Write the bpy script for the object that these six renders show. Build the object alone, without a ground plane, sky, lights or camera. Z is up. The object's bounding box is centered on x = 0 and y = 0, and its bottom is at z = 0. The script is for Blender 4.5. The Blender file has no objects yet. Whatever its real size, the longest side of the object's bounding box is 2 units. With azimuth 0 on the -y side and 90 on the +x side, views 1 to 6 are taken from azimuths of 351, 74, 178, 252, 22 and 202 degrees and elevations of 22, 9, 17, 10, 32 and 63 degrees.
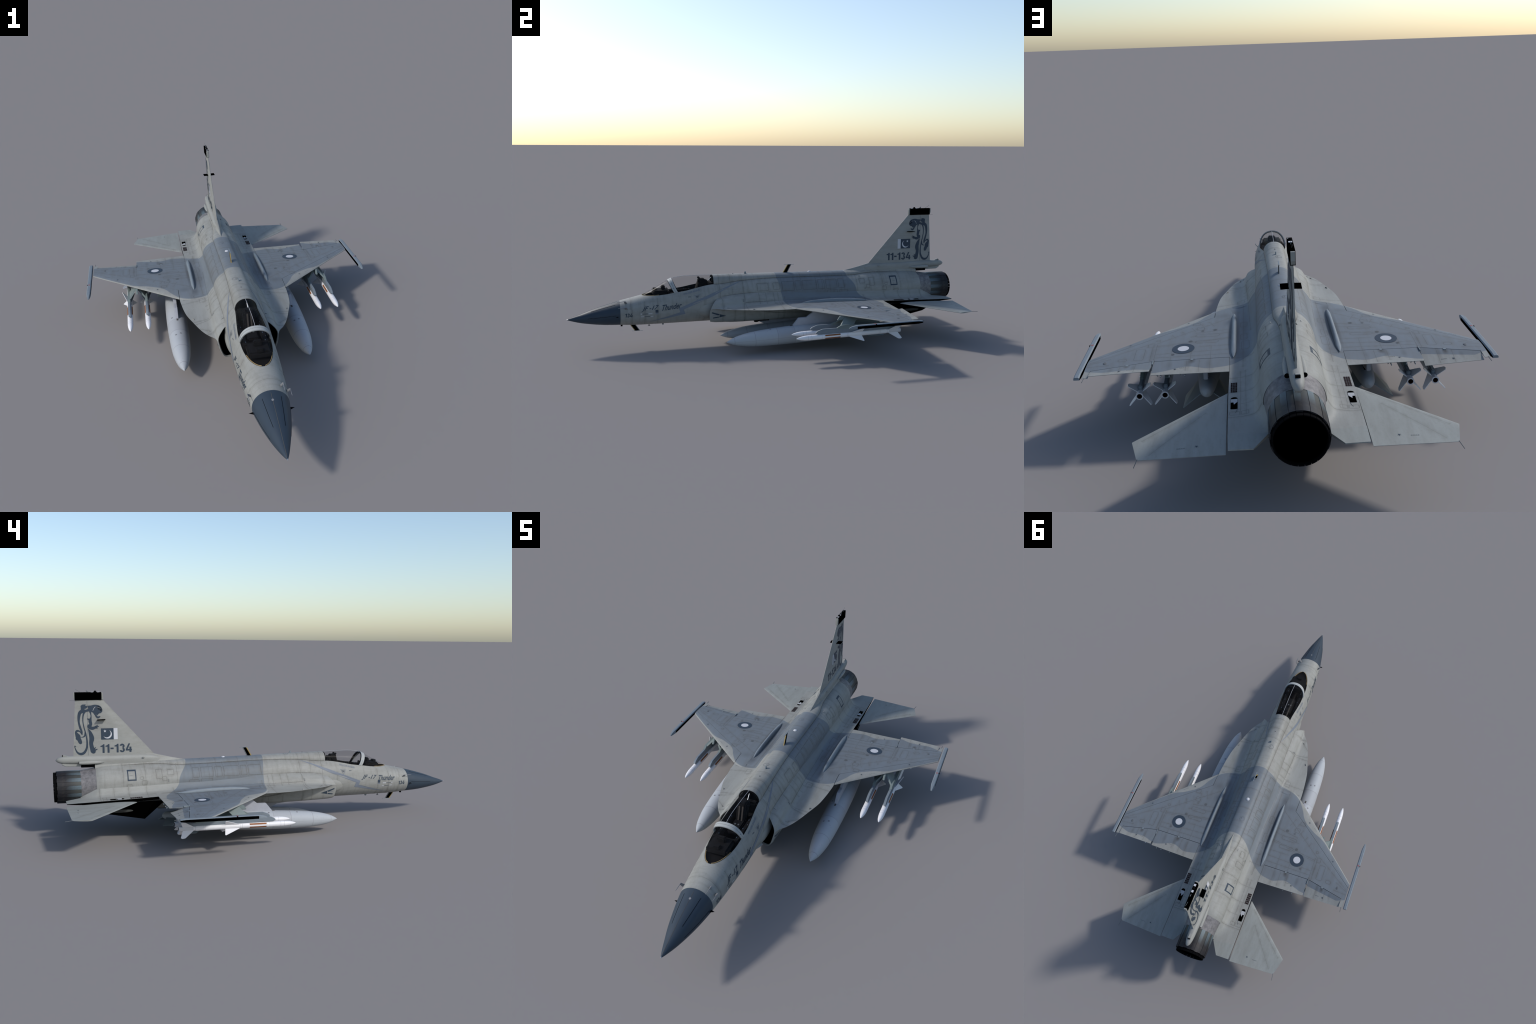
import bpy, bmesh, math, random
import numpy as np
from mathutils import Vector, Matrix
from mathutils.bvhtree import BVHTree

random.seed(7)
PI = math.pi

# ------------------------------------------------------------------ helpers
def pchip(xs, ys):
    xs = np.asarray(xs, float); ys = np.asarray(ys, float)
    h = np.diff(xs); d = np.diff(ys) / h
    m = np.zeros(len(xs))
    for i in range(1, len(xs) - 1):
        if d[i - 1] * d[i] > 0:
            w1 = 2 * h[i] + h[i - 1]; w2 = h[i] + 2 * h[i - 1]
            m[i] = (w1 + w2) / (w1 / d[i - 1] + w2 / d[i])
    m[0] = d[0]; m[-1] = d[-1]
    def f(x):
        x = min(max(x, xs[0]), xs[-1])
        i = min(int(np.searchsorted(xs, x, side='right')) - 1, len(h) - 1)
        i = max(i, 0)
        t = (x - xs[i]) / h[i]
        return ((1 + 2 * t) * (1 - t) ** 2 * ys[i] + t * (1 - t) ** 2 * h[i] * m[i]
                + t * t * (3 - 2 * t) * ys[i + 1] + t * t * (t - 1) * h[i] * m[i + 1])
    return f

def catmull(P, n):
    P = [np.asarray(p, float) for p in P]
    Q = [2 * P[0] - P[1]] + P + [2 * P[-1] - P[-2]]
    out = []
    segs = len(P) - 1
    for k in range(n):
        s = k / (n - 1) * segs
        i = min(int(s), segs - 1); t = s - i
        a, b, c, d = Q[i], Q[i + 1], Q[i + 2], Q[i + 3]
        out.append(0.5 * (2 * b + (c - a) * t + (2 * a - 5 * b + 4 * c - d) * t * t + (3 * b - a - 3 * c + d) * t ** 3))
    return out

ROOT = None
def link(ob, parent=None):
    bpy.context.scene.collection.objects.link(ob)
    if parent is not None:
        ob.parent = parent
    return ob

def mesh_data(name, verts, faces, mats=(), fmat=None, smooth=35, merge=1e-6):
    bm = bmesh.new()
    vs = [bm.verts.new(Vector(v)) for v in verts]
    for k, f in enumerate(faces):
        if len(set(f)) < 3:
            continue
        try:
            fc = bm.faces.new([vs[i] for i in f])
            if fmat is not None:
                fc.material_index = fmat[k]
        except ValueError:
            pass
    if merge:
        bmesh.ops.remove_doubles(bm, verts=bm.verts[:], dist=merge)
        bmesh.ops.dissolve_degenerate(bm, edges=bm.edges[:], dist=1e-7)
    bmesh.ops.recalc_face_normals(bm, faces=bm.faces[:])
    me = bpy.data.meshes.new(name)
    bm.to_mesh(me); bm.free()
    for m in mats:
        me.materials.append(m)
    if smooth:
        me.polygons.foreach_set('use_smooth', [True] * len(me.polygons))
        me.set_sharp_from_angle(angle=math.radians(smooth))
    return me

def obj(name, verts, faces, mat, parent, fmat=None, smooth=35, merge=1e-6):
    mats = mat if isinstance(mat, (list, tuple)) else [mat]
    me = mesh_data(name, verts, faces, mats, fmat, smooth, merge)
    return link(bpy.data.objects.new(name, me), parent)

def grid(rows, close_u=False, cap0=False, cap1=False):
    """rows: list of equally long point lists -> verts, faces"""
    n = len(rows[0]); verts = [p for r in rows for p in r]; faces = []
    for i in range(len(rows) - 1):
        for j in range(n if close_u else n - 1):
            a = i * n + j; b = i * n + (j + 1) % n
            faces.append((a, b, b + n, a + n))
    if cap0: faces.append(tuple(range(n))[::-1])
    if cap1: faces.append(tuple((len(rows) - 1) * n + j for j in range(n)))
    return verts, faces

def mirx(V): return [(-v[0], v[1], v[2]) for v in V]

def lathe(profile, seg=32, axis='y', center=(0, 0)):
    """profile: (s, r) along y; center = (x,z)"""
    rows = []
    for s, r in profile:
        rows.append([(center[0] + r * math.cos(2 * PI * k / seg), s, center[1] + r * math.sin(2 * PI * k / seg)) for k in range(seg)])
    return grid(rows, close_u=True)

def box(x0, x1, y0, y1, z0, z1):
    V = [(x, y, z) for x in (x0, x1) for y in (y0, y1) for z in (z0, z1)]
    F = [(0, 1, 3, 2), (4, 6, 7, 5), (0, 4, 5, 1), (2, 3, 7, 6), (0, 2, 6, 4), (1, 5, 7, 3)]
    return V, F

def prism(poly, x0, x1):
    """poly in (y,z), extruded in x"""
    n = len(poly)
    V = [(x0, y, z) for y, z in poly] + [(x1, y, z) for y, z in poly]
    F = [tuple(range(n)), tuple(range(n, 2 * n))[::-1]] + [(i, (i + 1) % n, n + (i + 1) % n, n + i) for i in range(n)]
    return V, F

def bevel_ob(ob, w, seg=2, ang=40):
    bm = bmesh.new(); bm.from_mesh(ob.data)
    es = [e for e in bm.edges if len(e.link_faces) == 2 and e.calc_face_angle(0) > math.radians(ang)]
    bmesh.ops.bevel(bm, geom=es, offset=w, segments=seg, affect='EDGES', clamp_overlap=True)
    bm.to_mesh(ob.data); bm.free()
    ob.data.polygons.foreach_set('use_smooth', [True] * len(ob.data.polygons))
    ob.data.set_sharp_from_angle(angle=math.radians(35))
    return ob

def tube(name, pts, r, mat, parent, seg=8, taper=None):
    pts = [Vector(p) for p in pts]; rows = []
    for i, p in enumerate(pts):
        d = (pts[min(i + 1, len(pts) - 1)] - pts[max(i - 1, 0)]).normalized()
        a = d.cross(Vector((0, 0, 1)))
        if a.length < 1e-3: a = d.cross(Vector((1, 0, 0)))
        a.normalize(); b = a.cross(d)
        rr = r if taper is None else r * taper[i]
        rows.append([tuple(p + rr * (math.cos(2 * PI * k / seg) * a + math.sin(2 * PI * k / seg) * b)) for k in range(seg)])
    V, F = grid(rows, True, True, True)
    return obj(name, V, F, mat, parent, smooth=50)

# ------------------------------------------------------------------ materials
class NB:
    def __init__(s, name):
        s.m = bpy.data.materials.new(name); s.m.use_nodes = True
        s.t = s.m.node_tree; s.t.nodes.clear()
        s.out = s.t.nodes.new('ShaderNodeOutputMaterial')
    def node(s, typ, **kw):
        n = s.t.nodes.new(typ)
        for k, v in kw.items(): setattr(n, k, v)
        return n
    def put(s, sock, v):
        if isinstance(v, bpy.types.NodeSocket): s.t.links.new(v, sock)
        elif v is not None: sock.default_value = v
    def math(s, op, a, b=None, c=None, clamp=False):
        n = s.node('ShaderNodeMath', operation=op); n.use_clamp = clamp
        s.put(n.inputs[0], a)
        if b is not None: s.put(n.inputs[1], b)
        if c is not None: s.put(n.inputs[2], c)
        return n.outputs[0]
    def step(s, v, lo, hi):
        n = s.node('ShaderNodeMapRange'); n.interpolation_type = 'LINEAR'
        s.put(n.inputs[0], v); n.inputs[1].default_value = lo; n.inputs[2].default_value = hi
        return n.outputs[0]
    def mix(s, f, a, b, blend='MIX'):
        n = s.node('ShaderNodeMix', data_type='RGBA', blend_type=blend)
        s.put(n.inputs[0], f)
        for k, v in ((6, a), (7, b)):
            s.put(n.inputs[k], (*v, 1) if isinstance(v, tuple) and len(v) == 3 else v)
        return n.outputs[2]
    def coords(s):
        tc = s.node('ShaderNodeTexCoord')
        sp = s.node('ShaderNodeSeparateXYZ'); s.t.links.new(tc.outputs['Object'], sp.inputs[0])
        return tc.outputs['Object'], sp.outputs[0], sp.outputs[1], sp.outputs[2]
    def noise(s, vec, scale, detail=3, rough=0.6, stretch=None):
        if stretch:
            mp = s.node('ShaderNodeMapping'); s.t.links.new(vec, mp.inputs[0]); mp.inputs['Scale'].default_value = stretch
            vec = mp.outputs[0]
        n = s.node('ShaderNodeTexNoise'); s.t.links.new(vec, n.inputs['Vector'])
        n.inputs['Scale'].default_value = scale; n.inputs['Detail'].default_value = detail; n.inputs['Roughness'].default_value = rough
        return n.outputs[0]
    def curve(s, v, pts, x0, x1, y0, y1):
        """value curve given as points (x,y), mapped to 0..1"""
        n = s.node('ShaderNodeFloatCurve')
        c = n.mapping.curves[0]
        P = [((x - x0) / (x1 - x0), (y - y0) / (y1 - y0)) for x, y in pts]
        c.points[0].location = P[0]; c.points[1].location = P[-1]
        for p in P[1:-1]: c.points.new(*p)
        n.mapping.update()
        u = s.math('DIVIDE', s.math('SUBTRACT', v, x0), x1 - x0)
        s.put(n.inputs['Value'], u)
        return s.math('ADD', s.math('MULTIPLY', n.outputs[0], y1 - y0), y0)
    def amax(s, L):
        r = L[0]
        for k in L[1:]: r = s.math('MAXIMUM', r, k)
        return r
    def band(s, v, c, w):
        """1 where |v-c| < w, soft"""
        d = s.math('ABSOLUTE', s.math('SUBTRACT', v, c))
        return s.step(d, w, w * 0.45)
    def gate(s, v, lo, hi):
        return s.math('MULTIPLY', s.math('GREATER_THAN', v, lo), s.math('LESS_THAN', v, hi))
    def bsdf(s, color, rough=0.5, metallic=0.0, bump=None, bstr=0.1, spec=0.25, **kw):
        p = s.node('ShaderNodeBsdfPrincipled')
        s.put(p.inputs['Base Color'], (*color, 1) if isinstance(color, tuple) and len(color) == 3 else color)
        s.put(p.inputs['Roughness'], rough); s.put(p.inputs['Metallic'], metallic); p.inputs['Specular IOR Level'].default_value = spec
        for k, v in kw.items(): s.put(p.inputs[k.replace('_', ' ')], v)
        if bump is not None:
            b = s.node('ShaderNodeBump'); b.inputs['Strength'].default_value = bstr; b.inputs['Distance'].default_value = 0.001
            s.t.links.new(bump, b.inputs['Height']); s.t.links.new(b.outputs[0], p.inputs['Normal'])
        s.t.links.new(p.outputs[0], s.out.inputs[0])
        return s.m

def plain(name, col, rough=0.5, metallic=0.0, var=0.08, scale=60, spec=0.25):
    n = NB(name); o, x, y, z = n.coords()
    f = n.noise(o, scale)
    c = n.mix(f, tuple(k * (1 - var) for k in col), tuple(min(1, k * (1 + var)) for k in col))
    return n.bsdf(c, rough, metallic, spec=spec)

LIGHT = (0.264, 0.270, 0.256)
BLUE = (0.142, 0.165, 0.188)
NAVY = (0.030, 0.045, 0.066)
WHITE = (0.66, 0.67, 0.70)

LE0, LE1 = (0.2265, 0.075), (0.597, 0.424)
def yLE(x): return LE0[1] + (x - LE0[0]) * (LE1[1] - LE0[1]) / (LE1[0] - LE0[0])
def yTE(x): return 0.560 + (x - 0.171) * (0.549 - 0.560) / (0.597 - 0.171)
CAMO_F = [(0, .028), (.036, .030), (.082, .041), (.112, .045), (.150, .049), (.190, .060), (.2235, .082), (.247, .113), (.262, .138),
          (.280, .172), (.300, .195), (.330, .216), (.352, .230), (.405, .255), (.45, yLE(.45) + .007), (.62, yLE(.62) + .007)]
CAMO_R = [(0, .404), (.036, .409), (.060, .422), (.085, .446), (.128, .492), (.150, .508), (.171, .521), (.205, .529), (.235, .532), (.270, .520), (.290, .514),
          (.315, .517), (.350, .530), (.39, .541), (.405, .540), (.45, .527), (.50, .5275), (.535, .530), (.565, .522), (.62, .500)]

def skin(name, frames=(), rects=(), segs=(), ovals=(), stains=(), creases=False, camo=True, base=LIGHT, streak=True, circ=False):
    n = NB(name); o, x, y, z = n.coords()
    ax = n.math('ABSOLUTE', x)
    col = n.mix(n.noise(o, 9, 4), tuple(k * 0.90 for k in base), tuple(k * 1.08 for k in base))
    if camo:
        f = n.curve(ax, CAMO_F, 0, .62, 0, .6); r = n.curve(ax, CAMO_R, 0, .62, 0, .6)
        m1 = n.step(n.math('SUBTRACT', y, f), -0.0012, 0.0012)
        m2 = n.step(n.math('SUBTRACT', r, y), -0.0012, 0.0012)
        m3 = n.math('GREATER_THAN', z, 0.1925)
        mk = n.math('MULTIPLY', n.math('MULTIPLY', m1, m2), m3)
        bl = n.mix(n.noise(o, 14, 4), tuple(k * 0.93 for k in BLUE), tuple(k * 1.07 for k in BLUE))
        col = n.mix(mk, col, bl)
    # grime: blotches, fine speckle and streaks along the airflow
    g = n.step(n.noise(o, 30, 5, 0.7, (1.0, 0.22, 1.0) if streak else None), 0.42, 0.80)
    col = n.mix(n.math('MULTIPLY', g, 0.38), col, (0.105, 0.093, 0.076))
    g3 = n.step(n.noise(o, 75, 4, 0.6, (.18, 1.0, .18)), 0.48, 0.78)
    col = n.mix(n.math('MULTIPLY', g3, 0.30 if circ else 0.0), col, (0.10, 0.092, 0.08))
    g2 = n.step(n.noise(o, 210, 3, 0.6), 0.56, 0.80)
    col = n.mix(n.math('MULTIPLY', g2, 0.22), col, (0.09, 0.085, 0.075))
    for (sx, sy, rx, ry, st) in stains:
        ex = n.math('DIVIDE', n.math('SUBTRACT', ax, sx), rx); ey = n.math('DIVIDE', n.math('SUBTRACT', y, sy), ry)
        dd = n.math('SQRT', n.math('ADD', n.math('MULTIPLY', ex, ex), n.math('MULTIPLY', ey, ey)))
        col = n.mix(n.math('MULTIPLY', n.math('MULTIPLY', n.step(dd, 1.0, 0.1), n.math('GREATER_THAN', z, .17)), st), col, (0.045, 0.040, 0.036))
    # distance to the nearest panel line (gated), weak lines are thinner
    D = []
    def put(d, gate, st):
        off = n.math('MULTIPLY', n.math('SUBTRACT', 1.0, gate), 1.0)
        D.append(n.math('ADD', n.math('ADD', d, off), (1 - st) * 0.0009))
    for yy, lo, hi, st in frames:
        put(n.math('ABSOLUTE', n.math('SUBTRACT', y, yy)), n.gate(z, lo, hi), st)
    for (y0, y1, z0, z1) in rects:
        # signed distance to a rounded rectangle outline
        qy = n.math('SUBTRACT', n.math('ABSOLUTE', n.math('SUBTRACT', y, (y0 + y1) / 2)), (y1 - y0) / 2 - .003)
        qz = n.math('SUBTRACT', n.math('ABSOLUTE', n.math('SUBTRACT', z, (z0 + z1) / 2)), (z1 - z0) / 2 - .003)
        my = n.math('MAXIMUM', qy, 0.0); mz = n.math('MAXIMUM', qz, 0.0)
        ou = n.math('SQRT', n.math('ADD', n.math('MULTIPLY', my, my), n.math('MULTIPLY', mz, mz)))
        inn = n.math('MINIMUM', n.math('MAXIMUM', qy, qz), 0.0)
        d = n.math('ABSOLUTE', n.math('SUBTRACT', n.math('ADD', ou, inn), .003))
        put(d, n.math('GREATER_THAN', ax if y0 > .04 else x, 0.045), 0.75)
    for (xa, ya, xb, yb, st) in segs:
        if st <= 0: continue
        L = math.hypot(xb - xa, yb - ya); ux, uy = (xb - xa) / L, (yb - ya) / L
        dx = n.math('SUBTRACT', ax, xa); dy = n.math('SUBTRACT', y, ya)
        t = n.math('ADD', n.math('MULTIPLY', dx, ux), n.math('MULTIPLY', dy, uy))
        q = n.math('SUBTRACT', n.math('MULTIPLY', dx, uy), n.math('MULTIPLY', dy, ux))
        put(n.math('ABSOLUTE', q), n.gate(t, 0, L), st)
    for (xc, yc, hx, hy, r) in ovals:
        qx = n.math('SUBTRACT', n.math('ABSOLUTE', n.math('SUBTRACT', ax, xc)), hx - r)
        qy = n.math('SUBTRACT', n.math('ABSOLUTE', n.math('SUBTRACT', y, yc)), hy - r)
        mx = n.math('MAXIMUM', qx, 0.0); my = n.math('MAXIMUM', qy, 0.0)
        ou = n.math('SQRT', n.math('ADD', n.math('MULTIPLY', mx, mx), n.math('MULTIPLY', my, my)))
        inn = n.math('MINIMUM', n.math('MAXIMUM', qx, qy), 0.0)
        d = n.math('ABSOLUTE', n.math('SUBTRACT', n.math('ADD', ou, inn), r))
        put(d, n.math('GREATER_THAN', z, 0.17), 0.6)
    if creases:
        for KP, lo, hi, st in (([(-.30, .042, .300), (-.267, .041, .3005), (-.149, .039, .3118), (.03, .036, .3170), (.41, .036, .3129), (.45, .035, .3135), (.50, .027, .3176), (.55, .022, .3205), (.62, .020, .3210), (.82, .019, .308)], -.29, .70, 1.0),
                              ([(-.28, .0752, .2415), (-.15, .0797, .2545), (-.06, .0807, .2565), (.07, .0827, .2562), (.20, .0802, .2553), (.35, .0807, .2505)], -.275, .36, .9)):
            kx = n.curve(y, [(p[0], p[1]) for p in KP], KP[0][0], KP[-1][0], 0, .1)
            kz = n.curve(y, [(p[0], p[2]) for p in KP], KP[0][0], KP[-1][0], .2, .4)
            ex = n.math('SUBTRACT', ax, kx); ez = n.math('SUBTRACT', z, kz)
            d = n.math('SQRT', n.math('ADD', n.math('MULTIPLY', ex, ex), n.math('MULTIPLY', ez, ez)))
            put(n.math('MULTIPLY', d, .55), n.gate(y, lo, hi), st)
    if D:
        r = D[0]
        for k in D[1:]: r = n.math('MINIMUM', r, k)
        brk = n.step(n.noise(o, 170, 2), 0.30, 0.60)
        ln = n.math('MULTIPLY', n.step(r, 0.0015, 0.0004), n.math('ADD', n.math('MULTIPLY', brk, 0.30), 0.42))
        halo = n.math('MULTIPLY', n.step(r, 0.012, 0.0), n.math('MULTIPLY', n.step(n.noise(o, 45, 4), 0.3, 0.75), 0.42))
        col = n.mix(halo, col, (0.10, 0.09, 0.075))
        col = n.mix(ln, col, (0.050, 0.047, 0.042))
    return n.bsdf(col, 0.55, 0.0)

F_ALL = [(-.70, .20, .26, .35), (-.695, .11, .20, .5), (-.635, .11, .235, .6), (-.573, .11, .25, .5), (-.267, .20, .36, .7), (-.21, .29, .36, .55), (-.205, .235, .30, .35),
         (-.149, .245, .36, .6), (-.345, .11, .25, .5), (.05, .25, .32, .4), (.115, .25, .32, .4), (.155, .25, .36, .5), (.235, .25, .32, .4), (.265, .25, .345, .45),
         (.305, .25, .32, .4), (.385, .25, .32, .4), (.455, .15, .32, .5), (.60, .15, .33, .5), (.70, .15, .33, .5), (.74, .17, .23, .4), (.782, .15, .23, .4)]
RECTS = [(-.078, -.022, .262, .297), (.004, .036, .266, .296), (.052, .112, .258, .300), (.122, .150, .258, .300), (.160, .232, .258, .300), (.243, .275, .258, .300),
         (.285, .343, .258, .300), (.352, .382, .258, .300), (.29, .345, .222, .250), (.355, .40, .222, .248), (.47, .50, .275, .297), (.525, .552, .262, .30), (.505, .524, .25, .268), (.61, .626, .262, .272), (.595, .617, .236, .255), (.66, .685, .215, .24)]
M_SKIN = skin('paint_fuselage', F_ALL, RECTS, creases=True, circ=True)
BSEG = [(.080, -.148, .186, -.17, .7), (.100, .055, .215, .058, .5), (.13, -.245, .175, -.205, .6), (.088, -.26, .126, -.255, .35)]
M_BODY = skin('paint_blended_body', [(-.262, .1, .26, .45), (-.149, .1, .26, .6), (-.075, .206, .26, .6), (-.04, .206, .26, .6), (.0, .206, .26, .6), (.022, .1, .26, .4), (-.2, .1, .186, .5), (-.05, .1, .186, .5), (.05, .1, .186, .5),
                      (.48, .18, .22, .45), (.60, .17, .23, .45), (.68, .17, .23, .45), (.745, .17, .23, .4), (.808, .17, .23, .6), (.58, .1, .16, .4)], creases=True, stains=[(.148, .30, .010, .20, .6), (.135, .46, .03, .05, .3), (.16, .115, .03, .03, .3), (.125, .25, .02, .15, .3)], ovals=[(.128, .235, .011, .018, .006), (.124, .40, .012, .030, .006), (.128, .335, .010, .022, .006), (.137, .02, .012, .014, .004), (.155, .79, .013, .008, .003), (.128, .79, .010, .008, .003)], segs=BSEG + [(.128, .06, .132, .54, .45), (.118, -.15, .112, .03, .6), (.112, .03, .106, .30, .5), (.140, .56, .140, .80, .3), (.125, .56, .125, .80, .3)])
WSEG = [(.175, .168, .408, .352, .5), (.19, .165, .408, .338, .0), (.408, .338, .59, .462, .3), (.17, .225, .29, .225, .0), (.17, .265, .285, .285, .45), (.17, .290, .30, .312, .35), (.17, .330, .40, .368, .55), (.17, .337, .40, .375, .35),
        (.17, .385, .27, .385, .4), (.17, .415, .40, .425, .45), (.17, .445, .40, .448, .5), (.40, .355, .40, .468, .55), (.412, .355, .412, .468, .45), 
        (.245, .19, .225, .235, .3), (.27, .21, .255, .25, .3), (.30, .235, .285, .27, .3), (.33, .262, .315, .293, .3), (.36, .285, .347, .312, .3), (.23, .385, .23, .47, .3), (.29, .415, .29, .468, .3), (.35, .37, .35, .468, .3), (.53, .44, .595, .47, .35), (.53, .48, .595, .485, .35),
        (.23, .47, .23, .555, .25), (.262, .475, .262, .55, .35), (.30, .475, .30, .54, .35), (.45, .48, .45, .548, .35), (.495, .49, .495, .548, .35)]
WSTAIN = [(.285, .480, .014, .020, .75), (.295, .495, .012, .035, .35), (.476, .497, .012, .016, .7), (.400, .474, .006, .020, .7), (.545, .466, .008, .010, .6), (.173, .30, .010, .19, .55), (.222, .265, .010, .010, .5), (.297, .345, .009, .009, .5), (.345, .432, .009, .009, .45),
          (.235, .50, .012, .03, .25), (.35, .50, .012, .035, .3), (.455, .505, .010, .03, .3), (.52, .515, .010, .02, .25), (.41, .42, .008, .05, .25), (.20, .145, .04, .03, .25)]
WOVAL = [(.270, .248, .012, .012, .005), (.495, .452, .013, .008, .008), (.245, .305, .038, .010, .010), (.245, .352, .036, .009, .009), (.447, .420, .014, .038, .007), (.418, .362, .010, .012, .004), (.262, .268, .004, .004, .004), (.222, .265, .006, .006, .006), (.297, .345, .006, .006, .006), (.40, .325, .006, .006, .006), (.285, .205, .012, .010, .003)]
M_WING = skin('paint_wing', segs=WSEG, ovals=WOVAL, stains=WSTAIN)
M_LIGHT = skin('paint_light', camo=False)
M_FIN = skin('paint_fin', camo=False, rects=())
M_STAB = skin('paint_tailplane', camo=False, segs=[(.20, .69, .385, .87, .3), (.23, .76, .36, .93, .2)], base=(.250, .264, .252))
M_GREY = plain('blue_grey_paint', (.165, .195, .215), 0.5)
M_RAIL = plain('rail_paint', (.165, .195, .222), 0.5, 0, .15, 40)
M_TEAL = plain('primer_green_paint', (.155, .190, .188), 0.5, 0, .15, 40)
M_BLACK = plain('matt_black', (.0035, .0035, .004), 0.9, 0, 0.05, spec=0.03)
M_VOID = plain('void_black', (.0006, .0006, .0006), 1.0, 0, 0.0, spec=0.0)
M_COCKPIT = plain('cockpit_black', (.009, .009, .010), 0.8, 0, 0.3, 200, spec=0.1)
M_STRAP = plain('harness_webbing', (.06, .052, .047), 0.9)
M_NAVY = plain('marking_navy', NAVY, 0.55, 0, 0.1)
M_WHITE = plain('marking_white', (.49, .50, .53), 0.55, 0, 0.05)
M_STRIPE = plain('marking_blue_grey', (.150, .172, .208), 0.55, 0, 0.06)
M_TAN = plain('canopy_sealant', (.42, .30, .14), 0.6)
M_YELLOW = plain('antenna_edge', (.30, .22, .08), 0.6)
M_MISSILE = plain('missile_white', (.70, .70, .72), 0.4, 0, 0.03)
M_BROWN = plain('missile_brown_band', (.23, .085, .03), 0.6)
M_DARKRED = plain('rocket_nozzle_bore', (.02, .003, .002), 0.9)
M_VENT = plain('vent_dark_red', (.012, .003, .004), 0.9)
M_RED = plain('stencil_red', (.26, .115, .115), 0.6)
M_STENCIL = plain('stencil_grey', (.10, .11, .12), 0.7)
M_PALE = plain('pale_grey', (.36, .37, .385), 0.6)
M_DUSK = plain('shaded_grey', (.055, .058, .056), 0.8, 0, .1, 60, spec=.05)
M_CAP = plain('filler_cap_grey', (.19, .195, .21), 0.6)
M_SEAM = plain('seam_brown', (.085, .080, .072), 0.7)
M_MAST = plain('mast_grey', (.17, .175, .18), 0.5)
M_STEEL = plain('bare_steel', (.45, .46, .47), 0.3, 0.9)
M_FRAME = plain('canopy_frame_paint', (.33, .345, .345), 0.5)
M_BLUEPANE = plain('mirror_blue', (.12, .17, .24), 0.25)

def radome_mat():
    n = NB('radome_paint'); o, x, y, z = n.coords()
    c = n.mix(n.noise(o, 16, 4), (.025, .038, .056), (.033, .049, .069))
    return n.bsdf(c, 0.5)
M_RADOME = radome_mat()

def tank_mat():
    n = NB('drop_tank_paint'); o, x, y, z = n.coords()
    c = n.mix(n.noise(o, 12, 4), (.335, .358, .385), (.380, .402, .428))
    band = n.math('MULTIPLY', n.gate(y, .245, .33), 0.28)
    c = n.mix(band, c, (.28, .29, .31))
    sp = n.step(n.noise(o, 120, 3), 0.60, 0.78)
    c = n.mix(n.math('MULTIPLY', sp, 0.35), c, (.20, .20, .21))
    L = [n.math('MULTIPLY', n.band(y, v, .0013), s) for v, s in ((.037, .5), (.135, .55), (.245, .55), (.33, .35), (.50, .45), (.62, .45), (.70, .4))]
    L.append(n.math('MULTIPLY', n.math('MULTIPLY', n.band(z, 0.0, .0009), n.gate(y, .04, .7)), .35))
    c = n.mix(n.amax(L), c, (.16, .15, .15))
    return n.bsdf(c, 0.5, spec=.12)
M_TANK = tank_mat()

def missile_mat():
    n = NB('missile_body_paint'); o, x, y, z = n.coords()
    c = n.mix(n.noise(o, 30, 3), (.66, .66, .68), (.74, .74, .76))
    L = [n.math('MULTIPLY', n.band(y, v, .0009), s) for v, s in ((.055, .5), (.072, .45), (.122, .3), (.135, .35), (.245, .5), (.252, .35), (.405, .3), (.411, .3), (.447, .4), (.465, .4))]
    c = n.mix(n.amax(L), c, (.15, .15, .16))
    c = n.mix(n.math('GREATER_THAN', y, .455), c, (.52, .52, .54))
    return n.bsdf(c, 0.38)
M_MBODY = missile_mat()

def nozzle_mat(name, blue):
    n = NB(name); o, x, y, z = n.coords()
    t = n.step(n.math('ADD', y, n.math('MULTIPLY', n.noise(o, 40, 3), .03)), .905, .965)
    c = n.mix(t, blue, (.016, .016, .019))
    c = n.mix(n.math('MULTIPLY', n.step(n.noise(o, 90, 4), .45, .75), .5), c, (.05, .045, .04))
    return n.bsdf(c, 0.5, 0.15)
M_NOZ1 = nozzle_mat('heat_blued_metal', (.105, .145, .168))
M_NOZ2 = nozzle_mat('heat_brown_metal', (.058, .064, .060))

def band_mat():
    n = NB('titanium_band'); o, x, y, z = n.coords()
    c = n.mix(n.step(n.noise(o, 55, 6, .7), .35, .7), (.205, .20, .205), (.085, .082, .088))
    return n.bsdf(c, 0.55, 0.1)
M_BAND = band_mat()

def glass_mat():
    n = NB('canopy_glass')
    p = n.node('ShaderNodeBsdfPrincipled')
    p.inputs['Base Color'].default_value = (.020, .020, .022, 1)
    p.inputs['Roughness'].default_value = 0.25
    p.inputs['Specular IOR Level'].default_value = 0.12
    p.inputs['Alpha'].default_value = 0.15
    n.t.links.new(p.outputs[0], n.out.inputs[0])
    return n.m
M_GLASS = glass_mat()

# ------------------------------------------------------------------ root
ROOT = bpy.data.objects.new('fighter_jet', None)
ROOT.empty_display_size = 0.2
link(ROOT)
ROOT['label'] = 'grey camouflaged single-engine jet fighter with missiles and drop tanks'
ROOT['category'] = 'fighter jet'

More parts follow.
